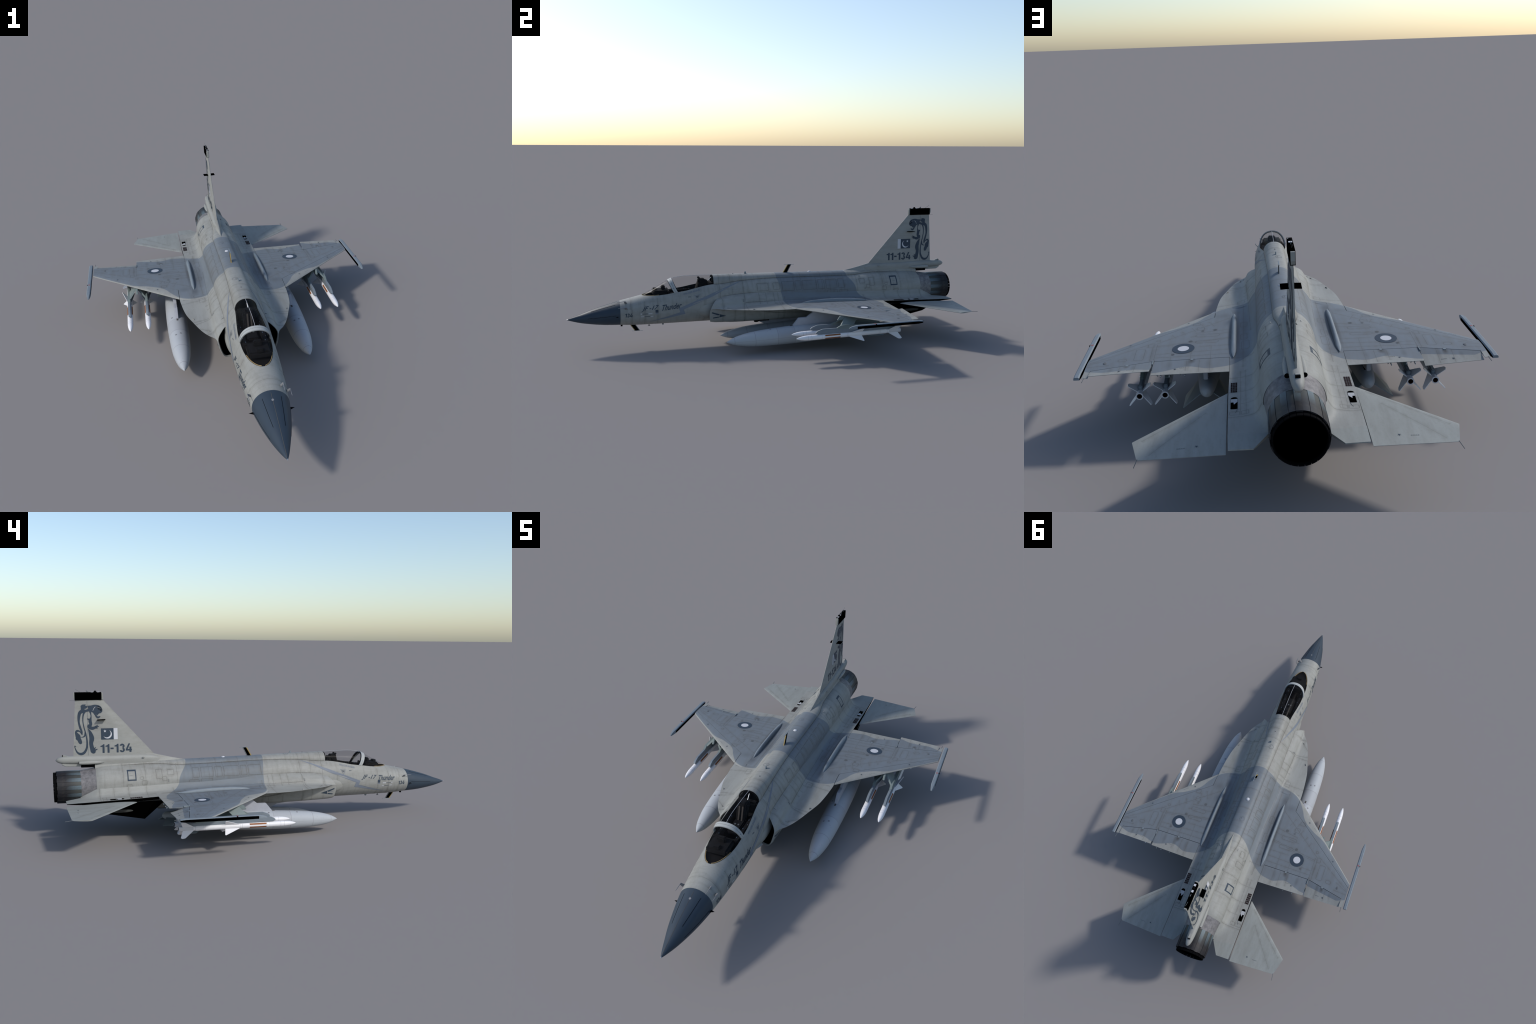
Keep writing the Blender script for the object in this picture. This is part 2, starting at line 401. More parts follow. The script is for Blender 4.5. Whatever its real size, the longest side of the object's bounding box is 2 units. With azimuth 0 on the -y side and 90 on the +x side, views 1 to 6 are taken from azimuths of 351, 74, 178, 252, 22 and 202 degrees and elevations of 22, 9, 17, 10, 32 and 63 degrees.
# ------------------------------------------------------------------ fuselage core
ST = [  # y, half width, centre z, upper height, lower height
    (-.998, .0006, .153, .0006, .0006), (-.985, .0058, .1535, .0056, .0056), (-.970, .0112, .154, .0108, .0106), (-.942, .0200, .155, .0192, .0190), (-.885, .0362, .1605, .0346, .0345),
    (-.825, .0495, .166, .0472, .047), (-.75, .0620, .174, .0590, .0588), (-.70, .0668, .178, .0662, .066), (-.643, .0712, .182, .0752, .0718), (-.60, .0738, .184, .0848, .074),
    (-.57, .0752, .185, .0935, .075), (-.54, .0762, .186, .1025, .076), (-.488, .0775, .188, .1143, .078), (-.40, .0795, .195, .116, .085), (-.30, .0820, .205, .1106, .095),
    (-.267, .0825, .208, .106, .097), (-.149, .0850, .222, .1013, .105), (.03, .0870, .232, .0934, .10), (.41, .0875, .235, .0856, .087), (.65, .0870, .235, .0872, .087),
    (.78, .0855, .2335, .0845, .085), (.80, .0840, .2328, .0825, .083), (.818, .0805, .2320, .0785, .079)]
_y = [s[0] for s in ST]
fW, fZ, fU, fL = [pchip(_y, [s[k] for s in ST]) for k in (1, 2, 3, 4)]
_kx = pchip([-.488, -.44, -.40, -.30, -.267, -.149, .03, .41, .45, .50, .55, .62, .82], [.054, .0535, .051, .042, .041, .039, .036, .036, .035, .027, .022, .020, .019])
def KX(y):
    if y <= -.643: return 0.0
    if y < -.488: return .054 * max(0, 1 - ((y + .488) / .155) ** 2) ** 0.5
    return _kx(y)
def KZ(y):
    return fZ(y) + fU(y) * math.sqrt(max(0, 1 - (KX(y) / fW(y)) ** 2))
def sect(y, th):
    w = fW(y); h = fU(y) if th >= 0 else fL(y)
    return (w * math.cos(th), y, fZ(y) + h * math.sin(th))

def core_rows(ys, n=40):
    rows = []
    for y in ys:
        tk = math.acos(min(1, KX(y) / fW(y)))
        ths = [tk + (-PI / 2 - tk) * k / n for k in range(n + 1)]
        R = [sect(y, t) for t in ths]
        R2 = [(-p[0], p[1], p[2]) for p in R[::-1]][1:]
        rows.append(R + R2)
    return rows

ysr = [-.998, -.994, -.99] + list(np.linspace(-.985, -.75, 30))
rows = core_rows(ysr)
V, F = grid(rows)
radome = obj('radome', V, F, M_RADOME, ROOT)
ys = list(np.linspace(-.75, -.65, 12)) + [-.645, -.643, -.6425, -.642, -.641, -.639, -.637, -.634, -.63, -.625] + list(np.linspace(-.62, .40, 110)) + list(np.linspace(.41, .818, 46))
V, F = grid(core_rows(ys))
fuselage = obj('fuselage', V, F, M_SKIN, ROOT)

# ------------------------------------------------------------------ dorsal spine, canopy
TOP = pchip([-.643, -.62, -.583, -.545, -.515, -.49, -.465, -.445, -.42, -.38, -.29, -.187, .03, .20, .40, .45, .50, .56],
            [.257, .2690, .2890, .3100, .3255, .3345, .3395, .3418, .3428, .3430, .3412, .3400, .3362, .3340, .3320, .3318, .332, .334])
def dome(y, ph, grow=0.0, pw=0.9):
    kx, kz, zt = KX(y), KZ(y), TOP(y)
    c, s = math.cos(ph), math.sin(ph)
    return ((kx + grow) * (abs(c) ** pw) * (1 if c >= 0 else -1), y, kz + (zt - kz + grow) * s)
def dome_rows(ys, grow=0.0, n=28):
    return [[dome(y, PI * k / n, grow) for k in range(n + 1)] for y in ys]

V, F = grid(dome_rows(list(np.linspace(-.293, .818, 110)), 0.0006))
V2, F2 = grid([[dome(-.293, PI * k / 28, .0006) for k in range(29)], [dome(-.293, PI * k / 28, -.003) for k in range(29)]])
spine = obj('dorsal_spine', V + V2, F + [tuple(i + len(V) for i in f) for f in F2], M_SKIN, ROOT)

gy = [-.6428, -.641, -.638, -.634, -.63, -.624] + list(np.linspace(-.616, -.292, 44))
V, F = grid(dome_rows(gy, 0.0))
canopy = obj('canopy_glass', V, F, M_GLASS, ROOT, smooth=60)

# canopy bow frame: tilted strip following the dome
def bow(y0, wdt, g0, g1, n=40, lean=.027):
    rows = []
    for (dy, g) in ((0, g0), (0, g1), (wdt, g1), (wdt, g0)):
        r = []
        for k in range(n + 1):
            ph = PI * k / n
            y = y0 + dy + lean * (1 - math.sin(ph) ** 0.8)
            p = dome(y, ph, g)
            r.append(p)
        rows.append(r)
    rows.append(rows[0])
    return grid(rows)
V, F = bow(-.5165, .0085, -.002, .0016); V2, F2 = bow(-.5072, .0085, -.002, .0022)
obj('canopy_frame', V + V2, F + [tuple(i + len(V) for i in f) for f in F2], M_FRAME, ROOT, smooth=50)
V, F = bow(-.5055, .010, -.0045, -.0022)
obj('canopy_bow_lining', V, F, M_BLACK, ROOT, smooth=50)
# rear canopy hoop edge
V, F = bow(-.298, .006, -.004, -.0005, lean=.0)
obj('canopy_hoop', V, F, M_BLACK, ROOT, smooth=50)
# sealant line round the windshield and detonation cord
for sg in (1, -1):
    pts = []
    for y in np.linspace(-.641, -.565, 26):
        pts.append((sg * max(0, KX(y) - .0024), y + .0008, KZ(y) + .0012))
    tube('windshield_seal', pts, .0011, M_TAN, ROOT, 6)
tube('detonation_cord', [(0, y, TOP(y) - .0008) for y in np.linspace(-.497, -.293, 20)], .0007, M_WHITE, ROOT, 6)

# ------------------------------------------------------------------ cockpit
cockpit = bpy.data.objects.new('cockpit', None); link(cockpit, ROOT)
rows = []
ty = [-.6425, -.640, -.635, -.628] + list(np.linspace(-.62, -.290, 40))
for y in ty:
    kx, kz = KX(y) - .0005, KZ(y)
    dz = 0.012 if y < -.53 else 0.05
    floor = kz - dz
    rows.append([(kx, y, kz - .0005), (kx * .96, y, kz - .004), (kx * .90, y, floor), (0, y, floor), (-kx * .90, y, floor), (-kx * .96, y, kz - .004), (-kx, y, kz - .0005)])
V, F = grid(rows, cap1=True)
obj('cockpit_tub', V, F, M_COCKPIT, cockpit, smooth=30)
def cbox(name, x0, x1, y0, y1, z0, z1, mat=M_COCKPIT, bev=.002, rot=0.0, piv=None):
    V, F = box(x0, x1, y0, y1, z0, z1)
    if rot:
        cy, cz = piv or ((y0 + y1) / 2, z0)
        V = [(x, cy + (y - cy) * math.cos(rot) - (z - cz) * math.sin(rot), cz + (y - cy) * math.sin(rot) + (z - cz) * math.cos(rot)) for x, y, z in V]
    ob = obj(name, V, F, mat, cockpit, smooth=0)
    return bevel_ob(ob, bev) if bev else ob
cbox('glare_shield', -.040, .040, -.590, -.515, .255, .280, bev=.006)
cbox('head_up_display', -.012, .012, -.588, -.570, .276, .2895, bev=.002)
cbox('head_up_display_frame', -.016, .016, -.548, -.530, .278, .300, bev=.004)
cbox('instrument_panel', -.046, .046, -.520, -.512, .235, .279)
for sg in (1, -1):
    cbox('side_console', sg * .030, sg * .047, -.510, -.310, .245, .268, bev=.003)
    for k in range(6):
        y = -.49 + k * .028
        cbox('console_switch', sg * (.034 + .006 * (k % 2)), sg * (.036 + .006 * (k % 2)), y, y + .003, .267, .2705, M_STENCIL if k % 2 else M_BLUEPANE, bev=0)
    V, F = box(sg * .0515, sg * .0528, -.497, -.482, .281, .293)
    obj('canopy_mirror', V, F, M_BLUEPANE, cockpit, smooth=0)
cbox('ejection_seat', -.021, .021, -.455, -.350, .245, .262, bev=.005)
cbox('seat_back', -.021, .021, -.378, -.350, .250, .318, bev=.005, rot=-.28, piv=(-.362, .252))
cbox('head_rest', -.015, .015, -.366, -.332, .303, .326, bev=.004)
cbox('parachute_box', -.017, .017, -.350, -.318, .290, .318, bev=.004)
for sg in (1, -1):
    cbox('seat_horn', sg * .012 - .002, sg * .012 + .002, -.366, -.356, .324, .333, bev=.001)
    V, F = box(sg * .0065 - .0028, sg * .0065 + .0028, -.3845, -.3825, .256, .312)
    V = [(x, -.362 + (y + .362) * math.cos(-.28) - (z - .252) * math.sin(-.28), .252 + (y + .362) * math.sin(-.28) + (z - .252) * math.cos(-.28)) for x, y, z in V]
    obj('harness_strap', V, F, M_STRAP, cockpit, smooth=0)
    cbox('harness_buckle', sg * .0065 - .003, sg * .0065 + .003, -.412, -.406, .262, .2645, M_STENCIL, bev=0)
cbox('rear_deck', -.040, .040, -.318, -.292, .262, .306, bev=.006)
tube('canopy_actuator', [(.004, -.298, .330), (.004, -.325, .302)], .0018, M_STEEL, cockpit)

# ------------------------------------------------------------------ blended body: intake trunk, root extension, boom
#  upper points U0..U4,E then lower points Eb,L1..L5  (x,z)
def wing_half(x): return .0125 + (x - .17) * (.0058 - .0125) / (.597 - .17)
def naca(c):
    c = min(max(c, 0), 1)
    return (0.2969 * math.sqrt(c) - .126 * c - .3516 * c * c + .2843 * c ** 3 - .1036 * c ** 4) / .1002
def zmid(x, c):
    le = .1952 + (x - .2265) * (-.001) / .37; te = .1982 + (x - .171) * (-.0035) / .426
    return le + (te - le) * c
def ztop(x, y):
    c = (y - yLE(x)) / (yTE(x) - yLE(x)); return zmid(x, c) + max(.0006, wing_half(x) * naca(c))
def zbot(x, y):
    c = (y - yLE(x)) / (yTE(x) - yLE(x)); return zmid(x, c) - max(.0006, wing_half(x) * naca(c) * .85)
wt = lambda y: ztop(.17, y); wb = lambda y: zbot(.17, y)
BS = [
 (-.322, [(.073, .2370), (.0905, .2275), (.1060, .214), (.1130, .203), (.1145, .1965), (.1150, .192)], [(.1142, .190), (.1135, .183), (.107, .155), (.0925, .126), (.064, .1190), (0, .1190)]),
 (-.300, [(.0740, .2400), (.0925, .230), (.1090, .2160), (.1152, .2040), (.1175, .1975), (.1225, .1943)], [(.1220, .1932), (.1175, .186), (.112, .158), (.096, .1235), (.065, .1165), (0, .1145)]),
 (-.270, [(.0758, .2440), (.0942, .2338), (.1107, .2185), (.1172, .2050), (.1240, .1978), (.1435, .1940)], [(.1430, .1928), (.119, .1865), (.1125, .159), (.097, .1225), (.065, .1155), (0, .1135)]),
 (-.230, [(.078, .248), (.0965, .237), (.1122, .2218), (.1200, .2065), (.1340, .1985), (.1635, .1940)], [(.1630, .1928), (.121, .187), (.113, .160), (.098, .122), (.065, .115), (0, .113)]),
 (-.150, [(.0795, .2545), (.0978, .2415), (.1125, .2255), (.1250, .2065), (.1500, .1990), (.1900, .1940)], [(.1895, .1926), (.123, .187), (.114, .161), (.099, .121), (.065, .114), (0, .113)]),
 (-.062, [(.0805, .2565), (.0980, .2412), (.1105, .2262), (.1205, .2095), (.155, .2002), (.2140, .1942)], [(.2135, .1928), (.124, .187), (.114, .161), (.099, .1205), (.064, .114), (0, .113)]),
 (.025, [(.0815, .257), (.097, .240), (.106, .227), (.116, .2140), (.152, .2045), (.2240, .1948)], [(.2235, .1934), (.125, .186), (.114, .160), (.099, .1205), (.062, .114), (0, .113)]),
 (.0735, [(.0825, .2562), (.0945, .2395), (.1030, .2275), (.1130, .2155), (.146, .2072), (.2268, .1954)], [(.2260, .1940), (.125, .185), (.113, .160), (.098, .1205), (.061, .114), (0, .113)]),
 (.0750, [(.0825, .2562), (.0945, .2395), (.1030, .2275), (.1130, .2155), (.140, .2068), (.1715, wt(.075))], [(.1715, wb(.075)), (.125, .185), (.113, .160), (.098, .1205), (.061, .114), (0, .113)]),
 (.105, [(.0820, .256), (.0925, .239), (.1010, .2268), (.112, .2150), (.140, .2065), (.1715, wt(.105))], [(.1715, wb(.105)), (.125, .1835), (.113, .160), (.098, .121), (.060, .1145), (0, .113)]),
 (.200, [(.0800, .2553), (.0885, .2400), (.0960, .2265), (.108, .2145), (.136, .2075), (.1715, wt(.2))], [(.1715, wb(.2)), (.125, .182), (.112, .159), (.097, .122), (.058, .115), (0, .114)]),
 (.350, [(.0805, .2505), (.0870, .2380), (.0935, .2260), (.106, .2140), (.136, .2070), (.1715, wt(.35))], [(.1715, wb(.35)), (.124, .180), (.110, .157), (.094, .123), (.055, .116), (0, .115)]),
 (.450, [(.0845, .243), (.0912, .2305), (.099, .2205), (.110, .2120), (.138, .2058), (.1715, wt(.45))], [(.1715, wb(.45)), (.122, .179), (.106, .156), (.090, .124), (.052, .117), (0, .115)]),
 (.560, [(.085, .238), (.0910, .2255), (.098, .2155), (.109, .2060), (.138, .1992), (.1712, .1975)], [(.1712, .1850), (.120, .176), (.100, .154), (.082, .127), (.048, .119), (0, .117)]),
 (.700, [(.085, .234), (.0905, .2215), (.097, .2110), (.108, .2010), (.138, .1945), (.1728, .1930)], [(.1728, .1800), (.118, .172), (.092, .152), (.072, .138), (.042, .131), (0, .129)]),
 (.800, [(.083, .231), (.0890, .2180), (.095, .2075), (.107, .1975), (.138, .1915), (.1722, .1905)], [(.1722, .1785), (.112, .171), (.082, .160), (.060, .151), (.036, .147), (0, .146)]),
 (.818, [(.0790, .2265), (.0872, .2145), (.0935, .2045), (.106, .1955), (.138, .1908), (.1720, .1900)], [(.1720, .1785), (.110, .172), (.078, .163), (.058, .156), (.035, .152), (0, .150)]),
 (.845, [(.0728, .2135), (.0815, .2030), (.0900, .1965), (.104, .1920), (.138, .1898), (.1718, .1893)], [(.1718, .1785), (.108, .172), (.075, .165), (.056, .160), (.034, .156), (0, .154)]),
 (.870, [(.0670, .2005), (.0765, .1945), (.0860, .1915), (.102, .1898), (.138, .1890), (.1715, .1887)], [(.1715, .1788), (.105, .174), (.074, .169), (.058, .166), (.037, .163), (0, .161)]),
 (.889, [(.0600, .1895), (.0720, .1889), (.0840, .1886), (.100, .1885), (.138, .1884), (.1712, .1882)], [(.1712, .1790), (.104, .176), (.074, .174), (.060, .173), (.040, .172), (0, .172)]),
]
nU, nL = 18, 18
bys = [b[0] for b in BS]
uf = [[pchip(bys, [b[1][i][k] for b in BS]) for k in (0, 1)] for i in range(6)]
lf = [[pchip(bys, [b[2][i][k] for b in BS]) for k in (0, 1)] for i in range(6)]
def body_sect(y):
    U = catmull([(f[0](y), f[1](y)) for f in uf], nU)
    L = catmull([(f[0](y), f[1](y)) for f in lf], nL)
    return [(p[0], p[1]) for p in U], [(max(0, p[0]), p[1]) for p in L]
yb = sorted(set([round(v, 5) for v in list(np.linspace(-.322, .889, 110))] + bys))
LIPDY = pchip([.11, .135, .165, .185, .198, .219, .237, .25], [.004, -.001, -.004, -.001, .004, .018, .040, .05])
def lip_rake(y, z, x):
    # intake lip profile seen from the side: upright below, rounded back towards the top, inner corner set back
    k = max(0, 1 - (y + .322) / .10)
    return y + k * (LIPDY(z) + (max(0, .09 - x) / .03 * .010 if z < .15 else 0))
rows = []
for y in yb:
    U, L = body_sect(y)
    H = [(x, lip_rake(y, z, x), z) for x, z in U + L]
    rows.append(H)
V, F = grid(rows)
nn = nU + nL
fm = []
for i in range(len(rows) - 1):
    for j in range(nn - 1):
        fm.append(1 if (j == nU - 1 and yb[i] > .555) else 0)
for sg, M in ((1, V), (-1, mirx(V))):
    obj('blended_wing_body', M, F, [M_BODY, M_VOID], ROOT, fmat=fm, smooth=32)
# intake duct and lip
for sg in (1, -1):
    def inset(y, d, dy):
        U, L = body_sect(y)
        P = U[1:] + L[:-3]
        cx, cz = .080, .172
        out = []
        for x, z in P:
            dx, dz = x - cx, z - cz; r = math.hypot(dx, dz)
            k = (r - d) / r
            out.append((sg * (cx + dx * k), lip_rake(y, z, x) + dy, cz + dz * k))
        return out
    R = [inset(-.322, 0.0, 0.0), inset(-.322, .0012, -.0010), inset(-.322, .0030, .0010), inset(-.322, .0040, .006)]
    V, F = grid(R)
    obj('intake_lip', V, F, M_LIGHT, ROOT, smooth=60)
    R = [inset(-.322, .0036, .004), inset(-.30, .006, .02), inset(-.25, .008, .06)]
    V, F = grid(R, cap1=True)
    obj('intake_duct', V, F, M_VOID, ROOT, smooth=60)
    # compression bump on the fuselage side ahead of the inlet
    rows = []
    for i in range(25):
        a = PI * i / 24
        rows.append([(sg * (.058 + .0285 * math.sin(a) * math.cos(2 * PI * k / 28)), -.300 - .110 * math.cos(a), .186 + .046 * math.sin(a) * math.sin(2 * PI * k / 28)) for k in range(28)])
    V, F = grid(rows, True)
    obj('inlet_bump', V, F, M_LIGHT, ROOT, smooth=80)

# boom tail plates beside the nozzle
for sg in (1, -1):
    P = [(.071, .884), (.1720, .884), (.1700, .953), (.109, .954), (.0715, .893)]
    zt = lambda y: .1886 - (y - .884) * .025
    V = [(sg * x, y, zt(y)) for x, y in P] + [(sg * x, y, zt(y) - (.0095 if y < .9 else .0030)) for x, y in P]
    n = len(P)
    F = [tuple(range(n)), tuple(range(n, 2 * n))[::-1]] + [(i, (i + 1) % n, n + (i + 1) % n, n + i) for i in range(n)]
    fm = [0, 1] + [1, 1, 0, 0, 0]
    obj('boom_tail', V, F, [M_STAB, M_VOID], ROOT, fmat=fm, smooth=0)

# ------------------------------------------------------------------ wings
def plate(xa, xb, y0, y1, zt, zb, nx=24, ny=14, sg=1):
    top, bot = [], []
    for i in range(nx + 1):
        x = xa + (xb - xa) * i / nx
        a, b = y0(x), y1(x)
        T, B = [], []
        for j in range(ny + 1):
            t = j / ny; t = t * t * (0.35) + t * 0.65
            y = a + (b - a) * t
            T.append((sg * x, y, zt(x, y))); B.append((sg * x, y, zb(x, y)))
        top.append(T + B[::-1])
    return grid(top, close_u=True, cap0=True, cap1=True)

yF = lambda x: .150 + (x - .228) * (.447 - .150) / (.595 - .228)       # leading edge flap hinge
yH = lambda x: .470 if x <= .402 else .470 + (x - .402) * (.509 - .470) / (.580 - .402)
g = .0010
RIDGE = pchip([.13, .14, .155, .19, .25, .30, .36, .42, .455, .478, .483], [.2075, .2115, .2150, .2190, .2218, .2218, .2200, .2150, .2105, .2068, .2066])
for sg in (1, -1):
    wing = bpy.data.objects.new('wing', None); link(wing, ROOT)
    V, F = plate(.168, .2264, yLE, lambda x: yH(x) - g, ztop, zbot, 10, 26, sg)
    V2, F2 = plate(.2264, .5800, lambda x: yF(x) + g, lambda x: yH(x) - g, ztop, zbot, 44, 20, sg)
    V3, F3 = plate(.5800, .597, lambda x: yF(x) + g, yTE, ztop, zbot, 4, 20, sg)
    o2 = len(V); o3 = o2 + len(V2)
    obj('wing_box', V + V2 + V3, F + [tuple(i + o2 for i in f) for f in F2] + [tuple(i + o3 for i in f) for f in F3], M_WING, wing, smooth=40, merge=0)
    V, F = plate(.2282, .597, yLE, lambda x: yF(x) - g * .3, ztop, zbot, 30, 12, sg)
    obj('leading_edge_flap', V, F, M_WING, wing, smooth=40)
    V, F = plate(.1722, .3985, lambda x: yH(x) + g, yTE, ztop, zbot, 20, 8, sg)
    obj('flap', V, F, M_WING, wing, smooth=40)
    V, F = plate(.4025, .5785, lambda x: yH(x) + g, yTE, ztop, zbot, 16, 8, sg)
    ang = math.radians(9.0) if sg > 0 else math.radians(-13.0)
    h0 = Vector((sg * .402, .470, .2005)); h1 = Vector((sg * .580, .509, .1965))
    ax = (h1 - h0).normalized() * sg
    R = Matrix.Rotation(ang, 4, ax)
    V = [tuple(h0 + (R @ (Vector(v) - h0))) for v in V]
    obj('aileron', V, F, M_WING, wing, smooth=40)
    # hinge fittings
    for fx in (.285, .476):
        fy = yH(fx)
        V, F = box(sg * (fx - .004), sg * (fx + .004), fy - .004, fy + .005, ztop(fx, fy) - .004, ztop(fx, fy) + .0006)
        obj('hinge_fitting', V, F, M_GREY, wing, smooth=0)
    V, F = box(sg * .3990, sg * .4018, .468, .494, .197, .2040)
    obj('flap_fence', V, F, M_GREY, wing, smooth=0)
    # actuator fairing ridge along the wing root
    rows = []
    for i in range(25):
        t = i / 24; y = .130 + .353 * t
        e = min(1, (t / .13)) ** .6 * min(1, ((1 - t) / .12)) ** .7
        zc = .2065
        rt = RIDGE(y) - zc
        rows.append([(sg * (.160 + .0085 * e * math.cos(2 * PI * k / 16)), y, zc + (rt if math.sin(2 * PI * k / 16) > 0 else .006 * e) * math.sin(2 * PI * k / 16)) for k in range(16)])
    V, F = grid(rows, True, True, True)
    obj('wing_root_fairing', V, F, M_RAIL, wing, smooth=50)
    # wing tip launch rail: chisel nose, squared tail, dark channel sides
    prof = [(.199, .1855, .1885), (.212, .1845, .1945), (.235, .1840, .1985), (.27, .1840, .1995), (.53, .1890, .2030), (.553, .1925, .2010)]
    rows = []
    for y, z0, z1 in prof:
        hw = .0085 if y > .23 else .0085 * (.35 + .65 * (y - .199) / .031)
        c = sg * .6105
        rows.append([(c - hw, y, z0), (c + hw, y, z0), (c + hw, y, z1 - .003), (c + hw * .6, y, z1), (c - hw * .6, y, z1), (c - hw, y, z1 - .003)])
    V, F = grid(rows, True, True, True)
    fm = []
    for i in range(len(rows) - 1):
        fm += [0, 1 if i >= 2 else 0, 0, 0, 0, 1 if i >= 2 else 0]
    obj('wingtip_rail', V, F, [M_RAIL, M_VOID], wing, fmat=fm + [0, 0], smooth=30)
    V, F = box(sg * .6062, sg * .6140, .319, .327, .1990, .2008)
    obj('rail_marking', V, F, M_RED, wing, smooth=0)
    V, F = box(sg * .6172, sg * .6196, .322, .327, .1960, .2005)
    obj('rail_marking', V, F, M_BLACK, wing, smooth=0)
    # static discharge wick
    tube('static_wick', [(sg * .590, .548, .196), (sg * .592, .572, .194)], .0011, M_STENCIL, wing, 6)
    # access dome near the tip
    V, F = lathe([(0, .0001), (0.0012, .0035), (0.0, .0048)], 12)
    V = [(sg * .545 + x, .465 + z * 1.5, ztop(.545, .465) + y + .0004) for x, y, z in V]
    obj('wing_light', V, F, M_STENCIL, wing, smooth=60)
    # trailing edge drain stubs
    for xx in (.30, .345, .37):
        V, F = box(sg * (xx - .001), sg * (xx + .001), .545, .562, .190, .1945)
        obj('drain_stub', V, F, M_GREY, wing, smooth=0)

# ------------------------------------------------------------------ tailplanes
def stab_le(x): return .654 + (x - .1745) * (.866 - .654) / (.408 - .1745)
def stab_te(x): return .957 - (x - .1745) * (.957 - .945) / (.387 - .1745) if x < .387 else .945 - (x - .387) * (.945 - .868) / (.4085 - .387)
def st_mid(x, c): return .1785 + (.1685 - .1785) * (x - .1745) / (.234) - .0022 * c
def st_t(x, y): 
    c = (y - stab_le(x)) / max(.01, (stab_te(min(x, .387)) - stab_le(x)))
    return st_mid(x, c) + max(.0005, (.0060 - .0035 * (x - .1745) / .234) * naca(c))
def st_b(x, y):
    c = (y - stab_le(x)) / max(.01, (stab_te(min(x, .387)) - stab_le(x)))
    return st_mid(x, c) - max(.0005, (.0060 - .0035 * (x - .1745) / .234) * naca(c))
for sg in (1, -1):
    V, F = plate(.1755, .4080, stab_le, stab_te, st_t, st_b, 48, 20, sg)
    st = obj('tailplane', V, F, M_STAB, ROOT, smooth=40)
    tube('static_wick', [(sg * .386, .942, .168), (sg * .390, .973, .166)], .0010, M_STENCIL, st, 6)
    V, F = lathe([(0, .016), (.0001, .016)], 8)
    # pivot
    V, F = lathe([(.80, .0), (.80, .0001)], 6)
# ventral fins
for sg in (1, -1):
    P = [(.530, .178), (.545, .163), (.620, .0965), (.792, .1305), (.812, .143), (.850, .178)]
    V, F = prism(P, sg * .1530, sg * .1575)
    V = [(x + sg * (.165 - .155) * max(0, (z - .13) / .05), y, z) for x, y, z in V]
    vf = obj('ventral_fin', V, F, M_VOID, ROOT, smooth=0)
    rows = []
    for i in range(11):
        a = PI * i / 10
        rows.append([(sg * (.158 + .005 * math.sin(a) * math.cos(2 * PI * k / 12)), .715 - .062 * math.cos(a), .140 + .009 * math.sin(a) * math.sin(2 * PI * k / 12)) for k in range(12)])
    V, F = grid(rows, True)
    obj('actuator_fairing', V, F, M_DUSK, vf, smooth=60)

# ------------------------------------------------------------------ vertical fin
finZ0, finZ1 = .345, .617
def fin_le(z): return .549 + (z - .366) * (.772 - .549) / (.616 - .366)
def fin_te(z): return .910 + (z - .366) * (.8945 - .910) / (.616 - .366)
def fin_h(y, z):
    le, te = fin_le(z), fin_te(z); c = (y - le) / (te - le)
    hm = .0078 + (z - .366) * (.0046 - .0078) / .25
    c = min(max(c, 0), 1)
    s = min(1.0, (c / .22)) ** .75 if c < .22 else 1 - .78 * max(0, (c - .45) / .55) ** 1.4
    return max(.0010, hm * s)
rows = []
for i in range(29):
    z = finZ0 + (finZ1 - finZ0) * i / 28
    le, te = fin_le(z), fin_te(z)
    A = []
    for j in range(25):
        t = j / 24; y = le + (te - le) * (t * t * .4 + t * .6)
        A.append((fin_h(y, z), y, z))
    rows.append(A + [(-p[0], p[1], p[2]) for p in A[::-1]])
V, F = grid(rows, True, True, True)
fin = obj('vertical_fin', V, F, M_FIN, ROOT, smooth=40)
# rudder hinge line
for sg in (1, -1):
    yh = lambda z: .845 + (z - .366) * (.8425 - .845) / .25
    tube('rudder_gap', [(sg * (fin_h(yh(z), z) - .0001), yh(z), z) for z in np.linspace(.368, .612, 12)], .0007, M_STENCIL, fin, 6)
# dorsal fillet
P = [(.395, .325), (.404, .3325), (.47, .3455), (.549, .3655), (.60, .3655), (.60, .325)]
rows = []
for (yy, zt_, hw) in ((.400, .3310, .0005), (.43, .3375, .0035), (.47, .3462, .0062), (.51, .3560, .0080), (.552, .3668, .0088), (.585, .372, .0088)):
    b = .320
    rows.append([(hw * 2.0, yy, b), (hw * 1.25, yy, b + (zt_ - b) * .45), (hw * .35, yy, zt_ - .0008), (-hw * .35, yy, zt_ - .0008), (-hw * 1.25, yy, b + (zt_ - b) * .45), (-hw * 2.0, yy, b)])
V, F = grid(rows, True, True, True)
obj('dorsal_fillet', V, F, M_FIN, fin, smooth=50)
